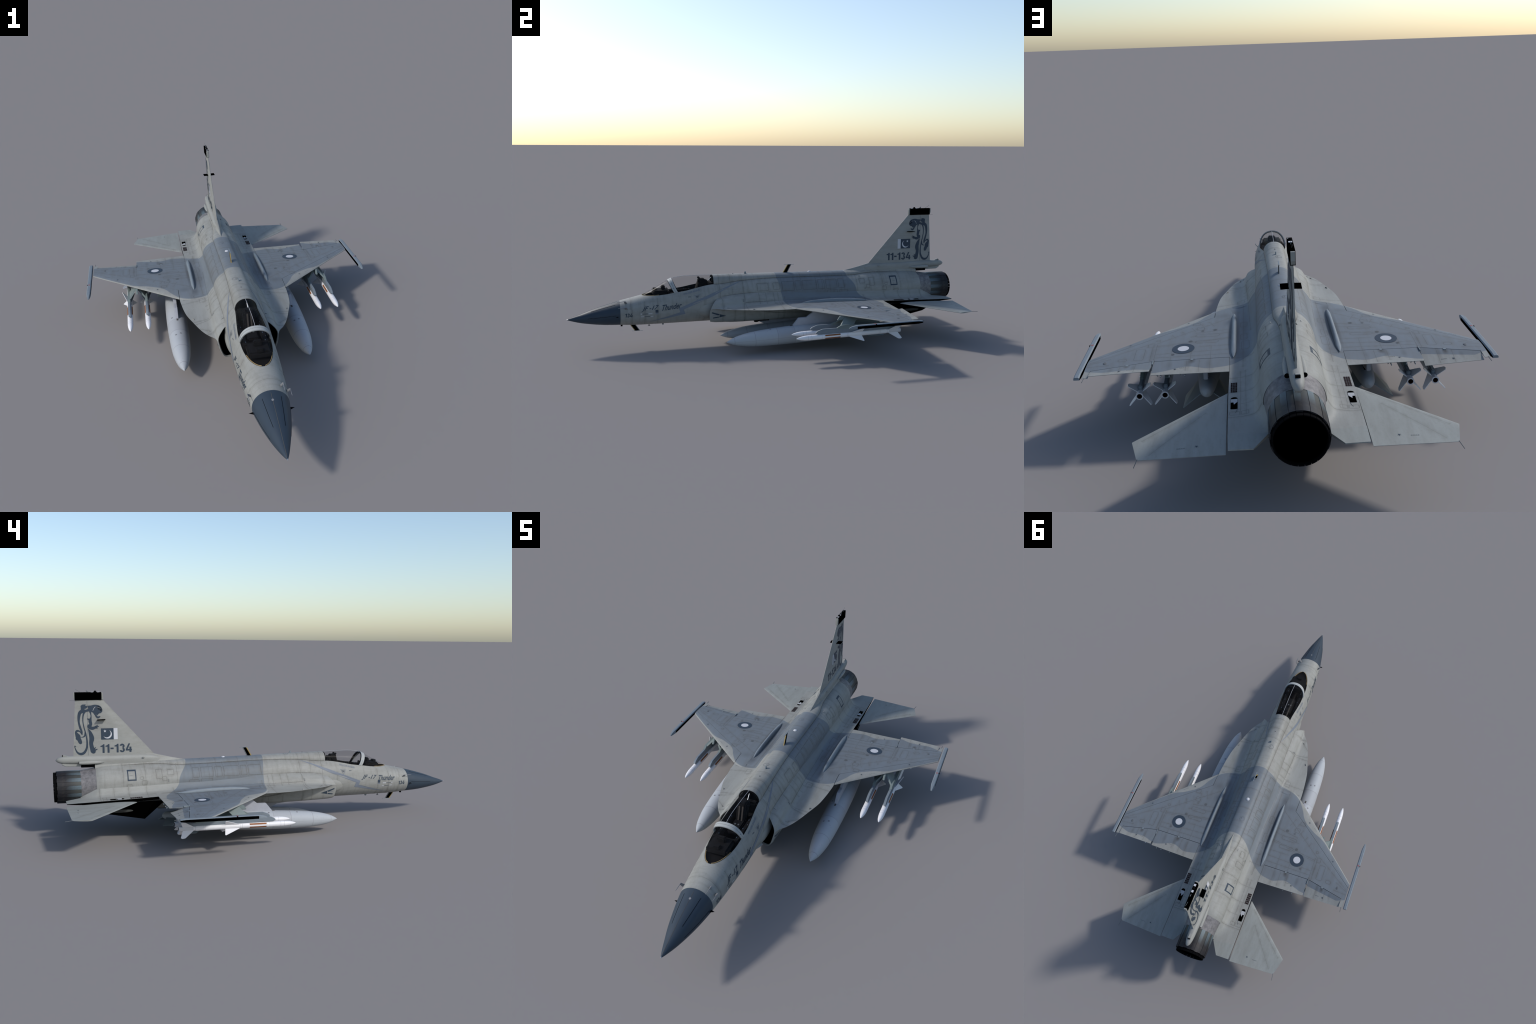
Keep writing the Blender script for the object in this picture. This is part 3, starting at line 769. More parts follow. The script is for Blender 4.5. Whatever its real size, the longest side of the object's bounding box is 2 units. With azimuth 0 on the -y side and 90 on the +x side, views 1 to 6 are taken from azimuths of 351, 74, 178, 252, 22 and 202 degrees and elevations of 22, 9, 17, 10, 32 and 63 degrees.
# fin base pod
POD = [  # y, half width, z bottom, z top
 (.515, .0060, .318, .3462), (.535, .0140, .305, .3545), (.56, .0185, .300, .3610), (.62, .0198, .300, .3650), (.70, .0192, .300, .3655), (.795, .0192, .305, .3665), (.82, .0190, .3285, .3668), (.88, .0182, .3300, .3672),
 (.93, .0168, .3315, .3675), (.955, .0150, .3335, .3665), (.972, .0115, .3375, .3630), (.982, .0070, .3430, .3575), (.987, .0012, .3485, .3510)]
pf = [pchip([p[0] for p in POD], [p[k] for p in POD]) for k in (1, 2, 3)]
rows = []
for y in list(np.linspace(.515, .93, 40)) + list(np.linspace(.938, .987, 16)):
    hw, z0, z1 = pf[0](y), pf[1](y), pf[2](y)
    zc = (z0 + z1) / 2; hh = (z1 - z0) / 2
    if y < .84:
        zc, hh2 = .345, z1 - .345
        hh_dn = .345 - z0
    else:
        hh2 = hh_dn = hh
    r = []
    for k in range(28):
        a = 2 * PI * k / 28
        s = math.sin(a); c = math.cos(a)
        sx = math.copysign(abs(c) ** .8, c)
        r.append((hw * sx, y, zc + (hh2 if s > 0 else hh_dn) * s))
    rows.append(r)
V, F = grid(rows, True, True, True)
pod = obj('fin_base_pod', V, F, M_FIN, ROOT, smooth=50)
V, F = prism([(.80, .318), (.945, .3205), (.962, .3300), (.962, .337), (.80, .337)], -.0085, .0085)
bevel_ob(obj('pod_keel', V, F, M_FIN, pod, smooth=0), .002)
V, F = prism([(.797, .3135), (.878, .3150), (.878, .330), (.797, .330)], -.012, .012)
obj('pod_underside', V, F, M_BLACK, pod, smooth=0)
V, F = prism([(.930, .3655), (.944, .3715), (.955, .3735), (.957, .366)], -.006, .006)
bevel_ob(obj('pod_vent', V, F, M_FIN, pod, smooth=0), .001)
V, F = prism([(.9555, .3660), (.9555, .3730), (.9585, .3722), (.9585, .3655)], -.0063, .0063)
obj('pod_vent_opening', V, F, M_BLACK, pod, smooth=0)
for sg in (1, -1):
    prof = [(.775, .0004), (.795, .0050), (.82, .0080), (.85, .0088), (.875, .0082), (.887, .0068)]
    V, F = lathe(prof, 20, center=(sg * .0215, .3375))
    obj('pod_side_sensor', V, F, M_FIN, pod, smooth=60)
    V, F = lathe([(.887, .0068), (.8872, .0052), (.882, .0048), (.882, .0001)], 20, center=(sg * .0215, .3375))
    obj('sensor_opening', V, F, M_BLACK, pod, smooth=40)
# fin cap
V, F = box(-.0066, .0066, .7795, .8955, .616, .6505)
cap = obj('fin_cap', V, F, M_VOID, fin, smooth=0)
V, F = prism([(.7715, .6165), (.7795, .6160), (.7795, .6500), (.7725, .6490)], -.0063, .0063)
bevel_ob(obj('fin_cap_nose', V, F, M_FIN, fin, smooth=0), .002)
V, F = prism([(.8955, .618), (.9005, .628), (.9010, .6495), (.8955, .650)], -.0050, .0050)
obj('fin_cap_tail', V, F, M_FIN, fin, smooth=0)
V, F = lathe([(0, .0062), (.0035, .0055), (.0065, .0035), (.0075, .0001)], 16)
obj('fin_cap_beacon', [(x, .806 + z, .6503 + y) for x, y, z in V], F, M_BLACK, fin, smooth=60)
for yy in (.792, .820):
    V, F = box(-.0045, .0045, yy - .005, yy + .005, .6503, .6515)
    obj('fin_cap_plate', V, F, M_WHITE, fin, smooth=0)
V, F = prism([(.832, .650), (.843, .650), (.846, .6580), (.843, .6585)], -.0008, .0008)
obj('fin_cap_blade', V, F, M_STENCIL, fin, smooth=0)
tube('static_wick', [(0, .868, .650), (0, .892, .6645)], .0006, M_STENCIL, fin, 6)
tube('static_wick', [(0, .893, .6165), (0, .917, .6145)], .0006, M_STENCIL, fin, 6)
# horizontal antenna plates on the fin
for sg in (1, -1):
    V, F = prism([(.764, .5275), (.800, .5265), (.800, .5290), (.764, .5300)], sg * .002, sg * .0265)
    V = [(x, y + abs(x) * .12, z) for x, y, z in V]
    obj('fin_antenna_plate', V, F, M_VOID, fin, smooth=0)

# ------------------------------------------------------------------ engine
engine = bpy.data.objects.new('exhaust_nozzle', None); link(engine, ROOT)
rows = []
for (y, r, zc) in ((.8165, .0795, .2320), (.830, .0770, .2310), (.855, .0745, .2293), (.884, .0722, .2282), (.884, .066, .2282)):
    rows.append([(r * math.cos(2 * PI * k / 64), y, zc + r * math.sin(2 * PI * k / 64)) for k in range(64)])
V, F = grid(rows, True)
obj('titanium_ring', V, F, M_BAND, engine, smooth=40)
NZ = .2280; NP = 26
def petal(name, y0, y1, r0, r1, wfrac, th, mat, bulge=0.0):
    half = PI / NP * wfrac; rows = []
    for (y, r) in ((y0, r0), (y0 + (y1 - y0) * .35, r0 + bulge), (y0 + (y1 - y0) * .7, (r0 + r1) / 2 + bulge), (y1, r1)):
        o = [(r * math.sin(a), y, r * math.cos(a)) for a in np.linspace(-half, half, 5)]
        i = [((r - th) * math.sin(a), y, (r - th) * math.cos(a)) for a in np.linspace(half, -half, 5)]
        rows.append(o + i)
    V, F = grid(rows, True, True, True)
    return mesh_data(name, V, F, [mat], smooth=30)
pa = petal('nozzle_petal', .8838, .988, .0724, .0722, .95, .0035, M_NOZ1, .0008)
pb = petal('nozzle_seal', .8838, .9865, .0714, .0712, 1.0, .003, M_NOZ2, .0006)
pc = petal('nozzle_inner_petal', .970, 1.0, .0672, .0668, .93, .0025, M_BLACK)
for k in range(NP):
    me = pa if k % 2 == 0 else pb
    o = bpy.data.objects.new('nozzle_petal', me); link(o, engine)
    o.location = (0, 0, NZ); o.rotation_euler = (0, 2 * PI * k / NP, 0)
    o = bpy.data.objects.new('nozzle_inner_petal', pc); link(o, engine)
    o.location = (0, 0, NZ); o.rotation_euler = (0, 2 * PI * k / NP, 0)
V, F = lathe([(.992, .0648), (.93, .060), (.87, .056), (.86, .056), (.86, .0001)], 48, center=(0, NZ))
obj('exhaust_liner', V, F, M_VOID, engine, smooth=60)
V, F = lathe([(.9875, .0715), (.9875, .0640)], 52, center=(0, NZ))
obj('nozzle_rim', V, F, M_BLACK, engine, smooth=0)

# ------------------------------------------------------------------ stores: drop tanks
TP = [(0, .0004), (.006, .0040), (.015, .0088), (.033, .0168), (.06, .0245), (.095, .0312), (.128, .0355), (.175, .0388), (.228, .0410), (.30, .0430), (.38, .0436), (.46, .0430), (.53, .0408), (.60, .0368),
      (.66, .0318), (.71, .0268), (.74, .0228), (.756, .0180), (.765, .0120), (.769, .0060), (.770, .0001)]
tp = pchip([p[0] for p in TP], [p[1] for p in TP])
ts = sorted(set(list(np.linspace(0, .06, 9)) + list(np.linspace(.06, .74, 36)) + list(np.linspace(.74, .77, 9))))
V, F = lathe([(s, max(.0001, tp(s))) for s in ts], 40)
tank_me = mesh_data('drop_tank', V, F, [M_TANK], smooth=60)
def tank_fin(sg):
    P = [(sg * .028, .640, -.004), (sg * .070, .695, -.0365), (sg * .072, .776, -.0385), (sg * .018, .752, -.006)]
    N = Vector((sg * .55, 0, 1)).normalized() * .0012
    V = [tuple(Vector(p) + N) for p in P] + [tuple(Vector(p) - N) for p in P]
    F = [(0, 1, 2, 3), (7, 6, 5, 4)] + [(i, (i + 1) % 4, 4 + (i + 1) % 4, 4 + i) for i in range(4)]
    return mesh_data('tank_fin', V, F, [M_GREY], smooth=0)
tfins = [tank_fin(1), tank_fin(-1)]
tilt = math.atan2(.040, .77)
def add_tank(x, y, z, s=1.0):
    t = bpy.data.objects.new('drop_tank', tank_me); link(t, ROOT)
    t.location = (x, y, z); t.rotation_euler = (tilt, 0, 0); t.scale = (s, 1, s)
    for m in tfins:
        f = bpy.data.objects.new('tank_fin', m); link(f, t)
    return t
for sg in (1, -1):
    t = add_tank(sg * .246, -.273, .058)
    P = [(.052, .1165), (.054, .1205), (.083, .1560), (.124, .1572), (.154, .1800), (.18, .196), (.44, .196), (.485, .180), (.487, .140), (.43, .126), (.25, .122)]
    V, F = prism(P, sg * .246 - .0068, sg * .246 + .0068)
    py = obj('tank_pylon', V, F, plain('pylon_paint', (.33, .345, .385), .45, 0, .12, 50) if sg > 0 else bpy.data.materials['pylon_paint'], ROOT, smooth=0)
    bevel_ob(py, .0018)
    V, F = box(sg * .246 - .003, sg * .246 + .003, .040, .056, .1160, .1195)
    obj('sway_brace', V, F, M_SEAM, py, smooth=0)
    V, F = box(sg * .246 - .0055, sg * .246 + .0055, .06, .44, .112, .1225)
    obj('pylon_shoe', V, F, M_BLACK, py, smooth=0)
    # small round filler caps
    for (s, a) in ((.21, .35), (.215, -.15), (.35, .5)):
        r = tp(s) + .0004
        V, F = lathe([(0, .0042), (.0005, .0040), (.0005, .0032), (.0002, .0030), (.0002, .0001)], 14)
        Mx = Matrix.Rotation(-a * 1.0, 4, 'Y') 
        V = [tuple(Mx @ Vector((x, s + z, r + y - .0003))) for x, y, z in V]
        obj('filler_cap', V, F, M_CAP, t, smooth=0)
add_tank(0, -.254, .0262, .885)
V, F = prism([(-.140, .1160), (-.13, .1000), (-.055, .0890), (-.02, .0730), (.44, .088), (.46, .118)], -.0075, .0075)
bevel_ob(obj('centre_pylon', V, F, bpy.data.materials['pylon_paint'], ROOT, smooth=0), .002)

# ------------------------------------------------------------------ stores: missiles
MR = .0118
prof = [(0, .0003), (.004, .0026), (.012, .0056), (.024, .0086), (.038, .0106), (.055, MR), (.44, MR), (.447, .0104), (.490, .0100), (.498, .0112), (.516, .0113), (.5162, .0078)]
V, F = lathe(prof, 28)
missile_me = mesh_data('missile', V, F, [M_MBODY], smooth=40)
V, F = lathe([(.5158, .0080), (.500, .0066), (.490, .0001)], 20)
bore_me = mesh_data('rocket_nozzle', V, F, [M_DARKRED], smooth=60)
def xfin(name, P, th):
    """fin in the (radius, y) plane pointing along +x"""
    V = [(r, y, th) for r, y in P] + [(r, y, -th) for r, y in P]
    n = len(P)
    F = [tuple(range(n)), tuple(range(n, 2 * n))[::-1]] + [(i, (i + 1) % n, n + (i + 1) % n, n + i) for i in range(n)]
    return mesh_data(name, V, F, [M_MISSILE], smooth=0)
canard_me = xfin('missile_wing', [(.010, .250), (.0425, .320), (.0405, .3235), (.010, .318)], .0007)
tfin_me = xfin('missile_tail_fin', [(.010, .452), (.0455, .493), (.0475, .505), (.0440, .512), (.010, .500)], .0008)
rows = []
for a in np.linspace(-.30, .30, 6):
    rows.append([((MR + .0004) * math.cos(a), .137, (MR + .0004) * math.sin(a)), ((MR + .0004) * math.cos(a), .212, (MR + .0004) * math.sin(a))])
V, F = grid(rows); strip_me = mesh_data('missile_band', V, F, [M_BROWN], smooth=60)
mt = math.atan2(.010, .516)
# launcher profile (y,z) relative to missile nose
LP = [(.092, .0205), (.100, .0290), (.126, .0385), (.20, .0390), (.49, .0310), (.490, .0150), (.105, .0150)]
for sg in (1, -1):
    for mx in (.441, .366):
        m = bpy.data.objects.new('missile', missile_me); link(m, ROOT)
        m.location = (sg * mx, .010, .107); m.rotation_euler = (mt, 0, 0)
        link(bpy.data.objects.new('rocket_nozzle', bore_me), m)
        for k in range(4):
            for dm in (canard_me, tfin_me):
                f = bpy.data.objects.new(dm.name, dm); link(f, m); f.rotation_euler = (0, PI / 4 + k * PI / 2, 0)
        for a in (.60, -.60, PI - .60, PI + .60):
            f = bpy.data.objects.new('missile_band', strip_me); link(f, m); f.rotation_euler = (0, a, 0)
        V, F = prism([(.010 + y, .107 + z) for y, z in LP], sg * mx - .0060, sg * mx + .0060)
        la = obj('missile_launcher', V, F, M_RAIL, ROOT, smooth=0); bevel_ob(la, .0022, 2)
        V, F = prism([(.205, .146), (.225, .156), (.235, .1585), (.43, .1560), (.46, .140), (.46, .136), (.205, .140)], sg * mx - .0062, sg * mx + .0062)
        ad = obj('launcher_adapter', V, F, M_TEAL, ROOT, smooth=0); bevel_ob(ad, .0022, 2)
        # slanted arm up to the common pylon
        xa = sg * mx; xb = sg * .4035; d = 1 if xa < xb else -1
        V = [(xa - .004, .222, .150), (xa + .004, .222, .150), (xb + .005, .262, .190), (xb - .005, .262, .190),
             (xa - .004, .285, .149), (xa + .004, .285, .149), (xb + .005, .325, .190), (xb - .005, .325, .190)]
        F = [(0, 1, 2, 3), (7, 6, 5, 4), (0, 4, 5, 1), (1, 5, 6, 2), (2, 6, 7, 3), (3, 7, 4, 0)]
        obj('launcher_arm', V, F, M_TEAL, ROOT, smooth=0)
    V, F = prism([(.222, .172), (.235, .192), (.45, .192), (.45, .172)], sg * .4035 - .005, sg * .4035 + .005)
    bevel_ob(obj('missile_pylon', V, F, M_TEAL, ROOT, smooth=0), .002)

# ------------------------------------------------------------------ decals (thin paint films laid on the skin)
def bvh_of(obs):
    V, P = [], []
    for ob in obs:
        o = len(V)
        V += [ob.matrix_basis @ v.co for v in ob.data.vertices]
        P += [tuple(i + o for i in p.vertices) for p in ob.data.polygons]
    return BVHTree.FromPolygons(V, P)
by = {}
for ob in bpy.data.objects:
    if ob.type == 'MESH': by.setdefault(ob.name.split('.')[0], []).append(ob)
T_SIDE = bvh_of(by['radome'] + by['fuselage'] + by['blended_wing_body'] + by['dorsal_spine'])
T_FIN = bvh_of(by['vertical_fin'] + by['fin_base_pod'])
T_TOP = bvh_of(by['wing_box'] + by['leading_edge_flap'] + by['flap'] + by['aileron'] + by['tailplane'] + by['blended_wing_body'] + by['boom_tail'] + by['fuselage'] + by['dorsal_spine'])

def lay(name, V, F, mat, parent, tree, mode, lift=.0007, cut=0):
    """V: 2D points. mode 'S+','S-': (y,z) seen from +x/-x; 'T': (x,y) from above"""
    bm = bmesh.new()
    vs = [bm.verts.new((v[0], v[1], 0)) for v in V]
    for f in F:
        try: bm.faces.new([vs[i] for i in f])
        except ValueError: pass
    bmesh.ops.triangulate(bm, faces=[f for f in bm.faces if len(f.verts) > 4])
    if cut:
        for _ in range(4):
            es = [e for e in bm.edges if e.calc_length() > cut]
            if not es: break
            bmesh.ops.subdivide_edges(bm, edges=es, cuts=1)
    for v in bm.verts:
        a, b = v.co.x, v.co.y
        if mode == 'T': o, d = Vector((a, b, 1)), Vector((0, 0, -1))
        else:
            s = 1 if mode == 'S+' else -1
            o, d = Vector((s, a, b)), Vector((-s, 0, 0))
        hit = tree.ray_cast(o, d)
        if hit[0] is None:
            v.co = (0, a, b) if mode != 'T' else (a, b, .2)
        else:
            v.co = hit[0] - d * lift
    me = bpy.data.meshes.new(name); bm.to_mesh(me); bm.free()
    me.materials.append(mat)
    return link(bpy.data.objects.new(name, me), parent)

def text2d(s, size, shear=0.0, space=1.0, xs=1.0, bold=0.0):
    cu = bpy.data.curves.new('t', 'FONT'); cu.body = s; cu.size = 1.0; cu.shear = shear; cu.space_character = space
    cu.fill_mode = 'BOTH'; cu.resolution_u = 3; cu.offset = bold
    ob = bpy.data.objects.new('t', cu); bpy.context.scene.collection.objects.link(ob)
    dg = bpy.context.evaluated_depsgraph_get()
    me = ob.evaluated_get(dg).to_mesh()
    V = [(v.co.x, v.co.y) for v in me.vertices]; F = [tuple(p.vertices) for p in me.polygons]
    ob.evaluated_get(dg).to_mesh_clear()
    bpy.data.objects.remove(ob); bpy.data.curves.remove(cu)
    x0 = min(v[0] for v in V); x1 = max(v[0] for v in V); y0 = min(v[1] for v in V); y1 = max(v[1] for v in V)
    return [((v[0] - x0) / (x1 - x0), (v[1] - y0) / (y1 - y0)) for v in V], F

def numerals(txt, wd=.20, gap=.10, slant=0.0):
    """bold stencil-like numerals drawn as strokes; unit height"""
    V, F = [], []; x = 0.0
    def bar(P):
        b = len(V); n = len(P)
        V.extend(P); F.append(tuple(range(b, b + n)))
    def arc(cx, cy, rx, ry, a0, a1, n=14):
        b = len(V)
        for k in range(n + 1):
            a = a0 + (a1 - a0) * k / n
            V.append((cx + rx * math.cos(a), cy + ry * math.sin(a)))
            V.append((cx + (rx - wd) * math.cos(a), cy + (ry - wd * .85) * math.sin(a)))
        for k in range(n): F.append((b + 2 * k, b + 2 * k + 1, b + 2 * k + 3, b + 2 * k + 2))
    for ch in txt:
        if ch == '1':
            bar([(x + .20, 0), (x + .20 + wd, 0), (x + .20 + wd, 1), (x + .20 + wd * .35, 1), (x + .20, .90)])
            bar([(x, .70), (x + .20, .70), (x + .20, .90), (x + .08, .84), (x, .82)]); w = .20 + wd
        elif ch == '-':
            bar([(x, .40), (x + .32, .40), (x + .32, .58), (x, .58)]); w = .32
        elif ch == '3':
            arc(x + .27, .73, .25, .27, PI * .95, -PI * .42); arc(x + .27, .28, .27, .28, PI * .42, -PI * .95); w = .54
        elif ch == '4':
            bar([(x, .18), (x + .62, .18), (x + .62, .35), (x, .35)])
            bar([(x, .35), (x + .19, .35), (x + .46, 1), (x + .28, 1)])
            bar([(x + .37, 0), (x + .37 + wd, 0), (x + .37 + wd, .18), (x + .37, .18)]); bar([(x + .37, .35), (x + .37 + wd, .35), (x + .37 + wd, .62), (x + .37, .62)]); w = .62
        x += w + gap
    W = x - gap
    V = [((vx + slant * vy) / (W + slant), vy) for vx, vy in V]
    return V, F

def text_side(name, s, ya, yb, z0, z1, mat, tree, parent, slope=0.0, both=True, sides='+-', **kw):
    """ya: y at text start seen from -x (nose right): text runs toward smaller y"""
    V, F = numerals(s, **kw) if set(s) <= set('134-') else text2d(s, 1, **kw)
    for c in sides:
        if c == '-': P = [(ya + (yb - ya) * u, z0 + (z1 - z0) * v + slope * u) for u, v in V]
        else: P = [(yb + (ya - yb) * u, z0 + (z1 - z0) * v + slope * (1 - u)) for u, v in V]
        lay(name, P, F, mat, parent, tree, 'S' + c, cut=.012)

# fin number, flag, cat motif
text_side('serial_number', '11-134', .790, .650, .377, .4165, M_NAVY, T_FIN, fin)
def ring2d(c, r0, r1, n=48, a0=0, a1=2 * PI):
    V, F = [], []
    for k in range(n + 1):
        a = a0 + (a1 - a0) * k / n
        V += [(c[0] + r0 * math.cos(a), c[1] + r0 * math.sin(a)), (c[0] + r1 * math.cos(a), c[1] + r1 * math.sin(a))]
    for k in range(n): F.append((2 * k, 2 * k + 1, 2 * k + 3, 2 * k + 2))
    return V, F
def grid2d(x0, x1, y0, y1, nx, ny):
    V = [(x0 + (x1 - x0) * i / nx, y0 + (y1 - y0) * j / ny) for i in range(nx + 1) for j in range(ny + 1)]
    F = [(i * (ny + 1) + j, (i + 1) * (ny + 1) + j, (i + 1) * (ny + 1) + j + 1, i * (ny + 1) + j + 1) for i in range(nx) for j in range(ny)]
    return V, F
def star2d(c, r, n=5, inner=.42, rot=PI / 2, asp=1.0):
    V = [c]; F = []
    for k in range(2 * n):
        q = r if k % 2 == 0 else r * inner
        a = rot + PI * k / n
        V.append((c[0] + q * math.cos(a) * asp, c[1] + q * math.sin(a)))
    for k in range(2 * n): F.append((0, 1 + k, 1 + (k + 1) % (2 * n)))
    return V, F
for c in '+-':
    V, F = grid2d(.7305, .786, .4375, .4885, 6, 6); lay('flag_field', V, F, M_NAVY, fin, T_FIN, 'S' + c)
    V, F = grid2d(.7125, .7300, .4375, .4885, 3, 6); lay('flag_hoist', V, F, M_WHITE, fin, T_FIN, 'S' + c)
    # crescent: outer disc minus shifted disc
    cc = (.7575, .4615); V = []; F = []; n = 24
    th = PI * .25
    for k in range(n + 1):
        a = PI * 1.22 * (k / n) - PI * .60 - th - PI * .02
        a = -PI * .86 + PI * 1.22 * k / n
        o = (cc[0] - .0195 * math.cos(a + PI * .0), cc[1] + .0195 * math.sin(a))
        t = math.sin(PI * k / n)
        i = (cc[0] - (.0195 - .0070 * t) * math.cos(a), cc[1] + (.0195 - .0070 * t) * math.sin(a))
        V += [o, i]
    for k in range(n): F.append((2 * k, 2 * k + 1, 2 * k + 3, 2 * k + 2))
    lay('flag_crescent', V, F, M_WHITE, fin, T_FIN, 'S' + c, .0011)
    V, F = star2d((.7685, .4760), .0068); lay('flag_star', V, F, M_WHITE, fin, T_FIN, 'S' + c, .0011)

def art(u, v): return (1.02811 - 2.792e-4 * u + 8.1e-6 * v, .69144 - 1.07e-5 * u - 2.804e-4 * v)
# leaping cat motif as tapered brush strokes: (points, widths) in motif units
STROKES = [
 ([(900, 395), (860, 365), (800, 350), (740, 350), (690, 360)], [26, 60, 62, 40, 8]),
 ([(905, 400), (880, 430), (845, 425), (815, 410), (790, 380)], [22, 26, 40, 40, 30]),
 ([(875, 500), (840, 515), (810, 490), (795, 450), (785, 400)], [14, 24, 16, 16, 20]),
 ([(860, 440), (835, 450), (825, 480)], [10, 34, 12]),
 ([(780, 380), (700, 400), (640, 425), (612, 490), (608, 580), (625, 680), (655, 790), (670, 900), (668, 1000), (630, 1080), (575, 1105), (520, 1080), (485, 1010), (480, 975), (500, 990)], [36, 34, 26, 18, 12, 12, 14, 18, 24, 32, 32, 20, 10, 8, 8]),
 ([(655, 400), (600, 420), (560, 450), (545, 520), (545, 600), (565, 680), (590, 750), (595, 800)], [10, 44, 42, 34, 24, 26, 22, 8]),
 ([(560, 450), (600, 400), (612, 340), (610, 315)], [36, 40, 62, 30]),
 ([(640, 380), (660, 350), (650, 335)], [10, 24, 4]), ([(612, 330), (640, 320), (650, 310)], [20, 14, 3]),
 ([(735, 380), (725, 430), (735, 500), (720, 570), (730, 630), (700, 660), (750, 690), (800, 675), (860, 655)], [30, 20, 12, 40, 36, 44, 42, 30, 6]),
 ([(720, 560), (690, 545), (680, 530)], [24, 20, 4]), ([(800, 665), (830, 645), (840, 630)], [22, 12, 3]), ([(790, 680), (840, 690)], [22, 4]),
 ([(690, 700), (720, 760), (745, 850), (735, 930), (750, 1010), (770, 1060), (800, 1050)], [6, 40, 62, 50, 54, 62, 30]),
 ([(780, 1050), (820, 1030), (840, 1022)], [30, 14, 3]), ([(770, 1030), (800, 1005), (808, 990)], [26, 12, 3]),
 ([(590, 790), (560, 745), (520, 735), (500, 760), (530, 820), (545, 880)], [6, 14, 28, 24, 60, 50]),
 ([(545, 860), (510, 865), (498, 850)], [40, 18, 5]), ([(550, 870), (570, 920), (585, 940)], [50, 44, 20]),
 ([(640, 720), (640, 800), (615, 830), (575, 835)], [6, 20, 14, 5]),
]
HEAD = [(675, 332), (740, 326), (800, 326), (850, 334), (885, 352), (914, 392), (900, 415), (870, 418), (845, 410), (815, 408), (800, 430), (808, 470), (838, 500), (872, 492), (884, 500), (858, 524), (822, 512), (785, 470), (765, 440), (735, 425), (712, 445), (735, 395), (760, 375), (740, 352), (700, 350)]
Vall, Fall = [art(*p) for p in HEAD], [tuple(range(len(HEAD)))]
for P, Wd in STROKES:
    n = max(8, 6 * (len(P) - 1))
    C = catmull(P, n); wf = catmull([(w,) for w in Wd], n)
    b0 = len(Vall)
    for i in range(n):
        d = C[min(i + 1, n - 1)] - C[max(i - 1, 0)]; L = math.hypot(*d) or 1
        nx, ny = -d[1] / L, d[0] / L; w = max(4, wf[i][0] * 1.22) / 2
        Vall += [art(C[i][0] + nx * w, C[i][1] + ny * w), art(C[i][0] - nx * w, C[i][1] - ny * w)]
    Fall += [(b0 + 2 * i, b0 + 2 * i + 1, b0 + 2 * i + 3, b0 + 2 * i + 2) for i in range(n - 1)]
for c in '+-':
    lay('cat_motif', Vall, Fall, M_NAVY, fin, T_FIN, 'S' + c, .0008)
    for P, w in (([(800, 345), (775, 375), (762, 410)], 5), ([(825, 348), (850, 355), (870, 362)], 6), ([(880, 372), (895, 380)], 5)):
        V, F = [], []
        for k, p in enumerate(P): V += [art(p[0] - w / 2, p[1] - w / 2), art(p[0] + w / 2, p[1] + w / 2)]
        lay('cat_motif_line', V, [(2 * k, 2 * k + 1, 2 * k + 3, 2 * k + 2) for k in range(len(P) - 1)], M_PALE, fin, T_FIN, 'S' + c, .0013)

# nose writing
text_side('nose_number', '134', -.692, -.730, .1635, .1825, M_NAVY, T_SIDE, fuselage, slant=.12)
text_side('name_script', 'JF -17', -.478, -.566, .200, .2265, M_NAVY, T_SIDE, fuselage, slope=-.006, shear=.5, bold=.018, sides='-')
text_side('name_script', 'Thunder', -.575, -.671, .1925, .2195, M_NAVY, T_SIDE, fuselage, slope=-.005, shear=.5, bold=.018, sides='-')
text_side('name_script', 'JF -17', -.567, -.652, .1920, .2175, M_NAVY, T_SIDE, fuselage, slope=-.006, shear=.5, bold=.018, sides='+')
text_side('name_script', 'Thunder', -.458, -.553, .1980, .2260, M_NAVY, T_SIDE, fuselage, slope=-.010, shear=.5, bold=.018, sides='+')
text_side('pilot_stencil', 'WG CDR RASHID', -.363, -.447, .2765, .2845, M_STRIPE, T_SIDE, fuselage, slope=-.0185, bold=.03)
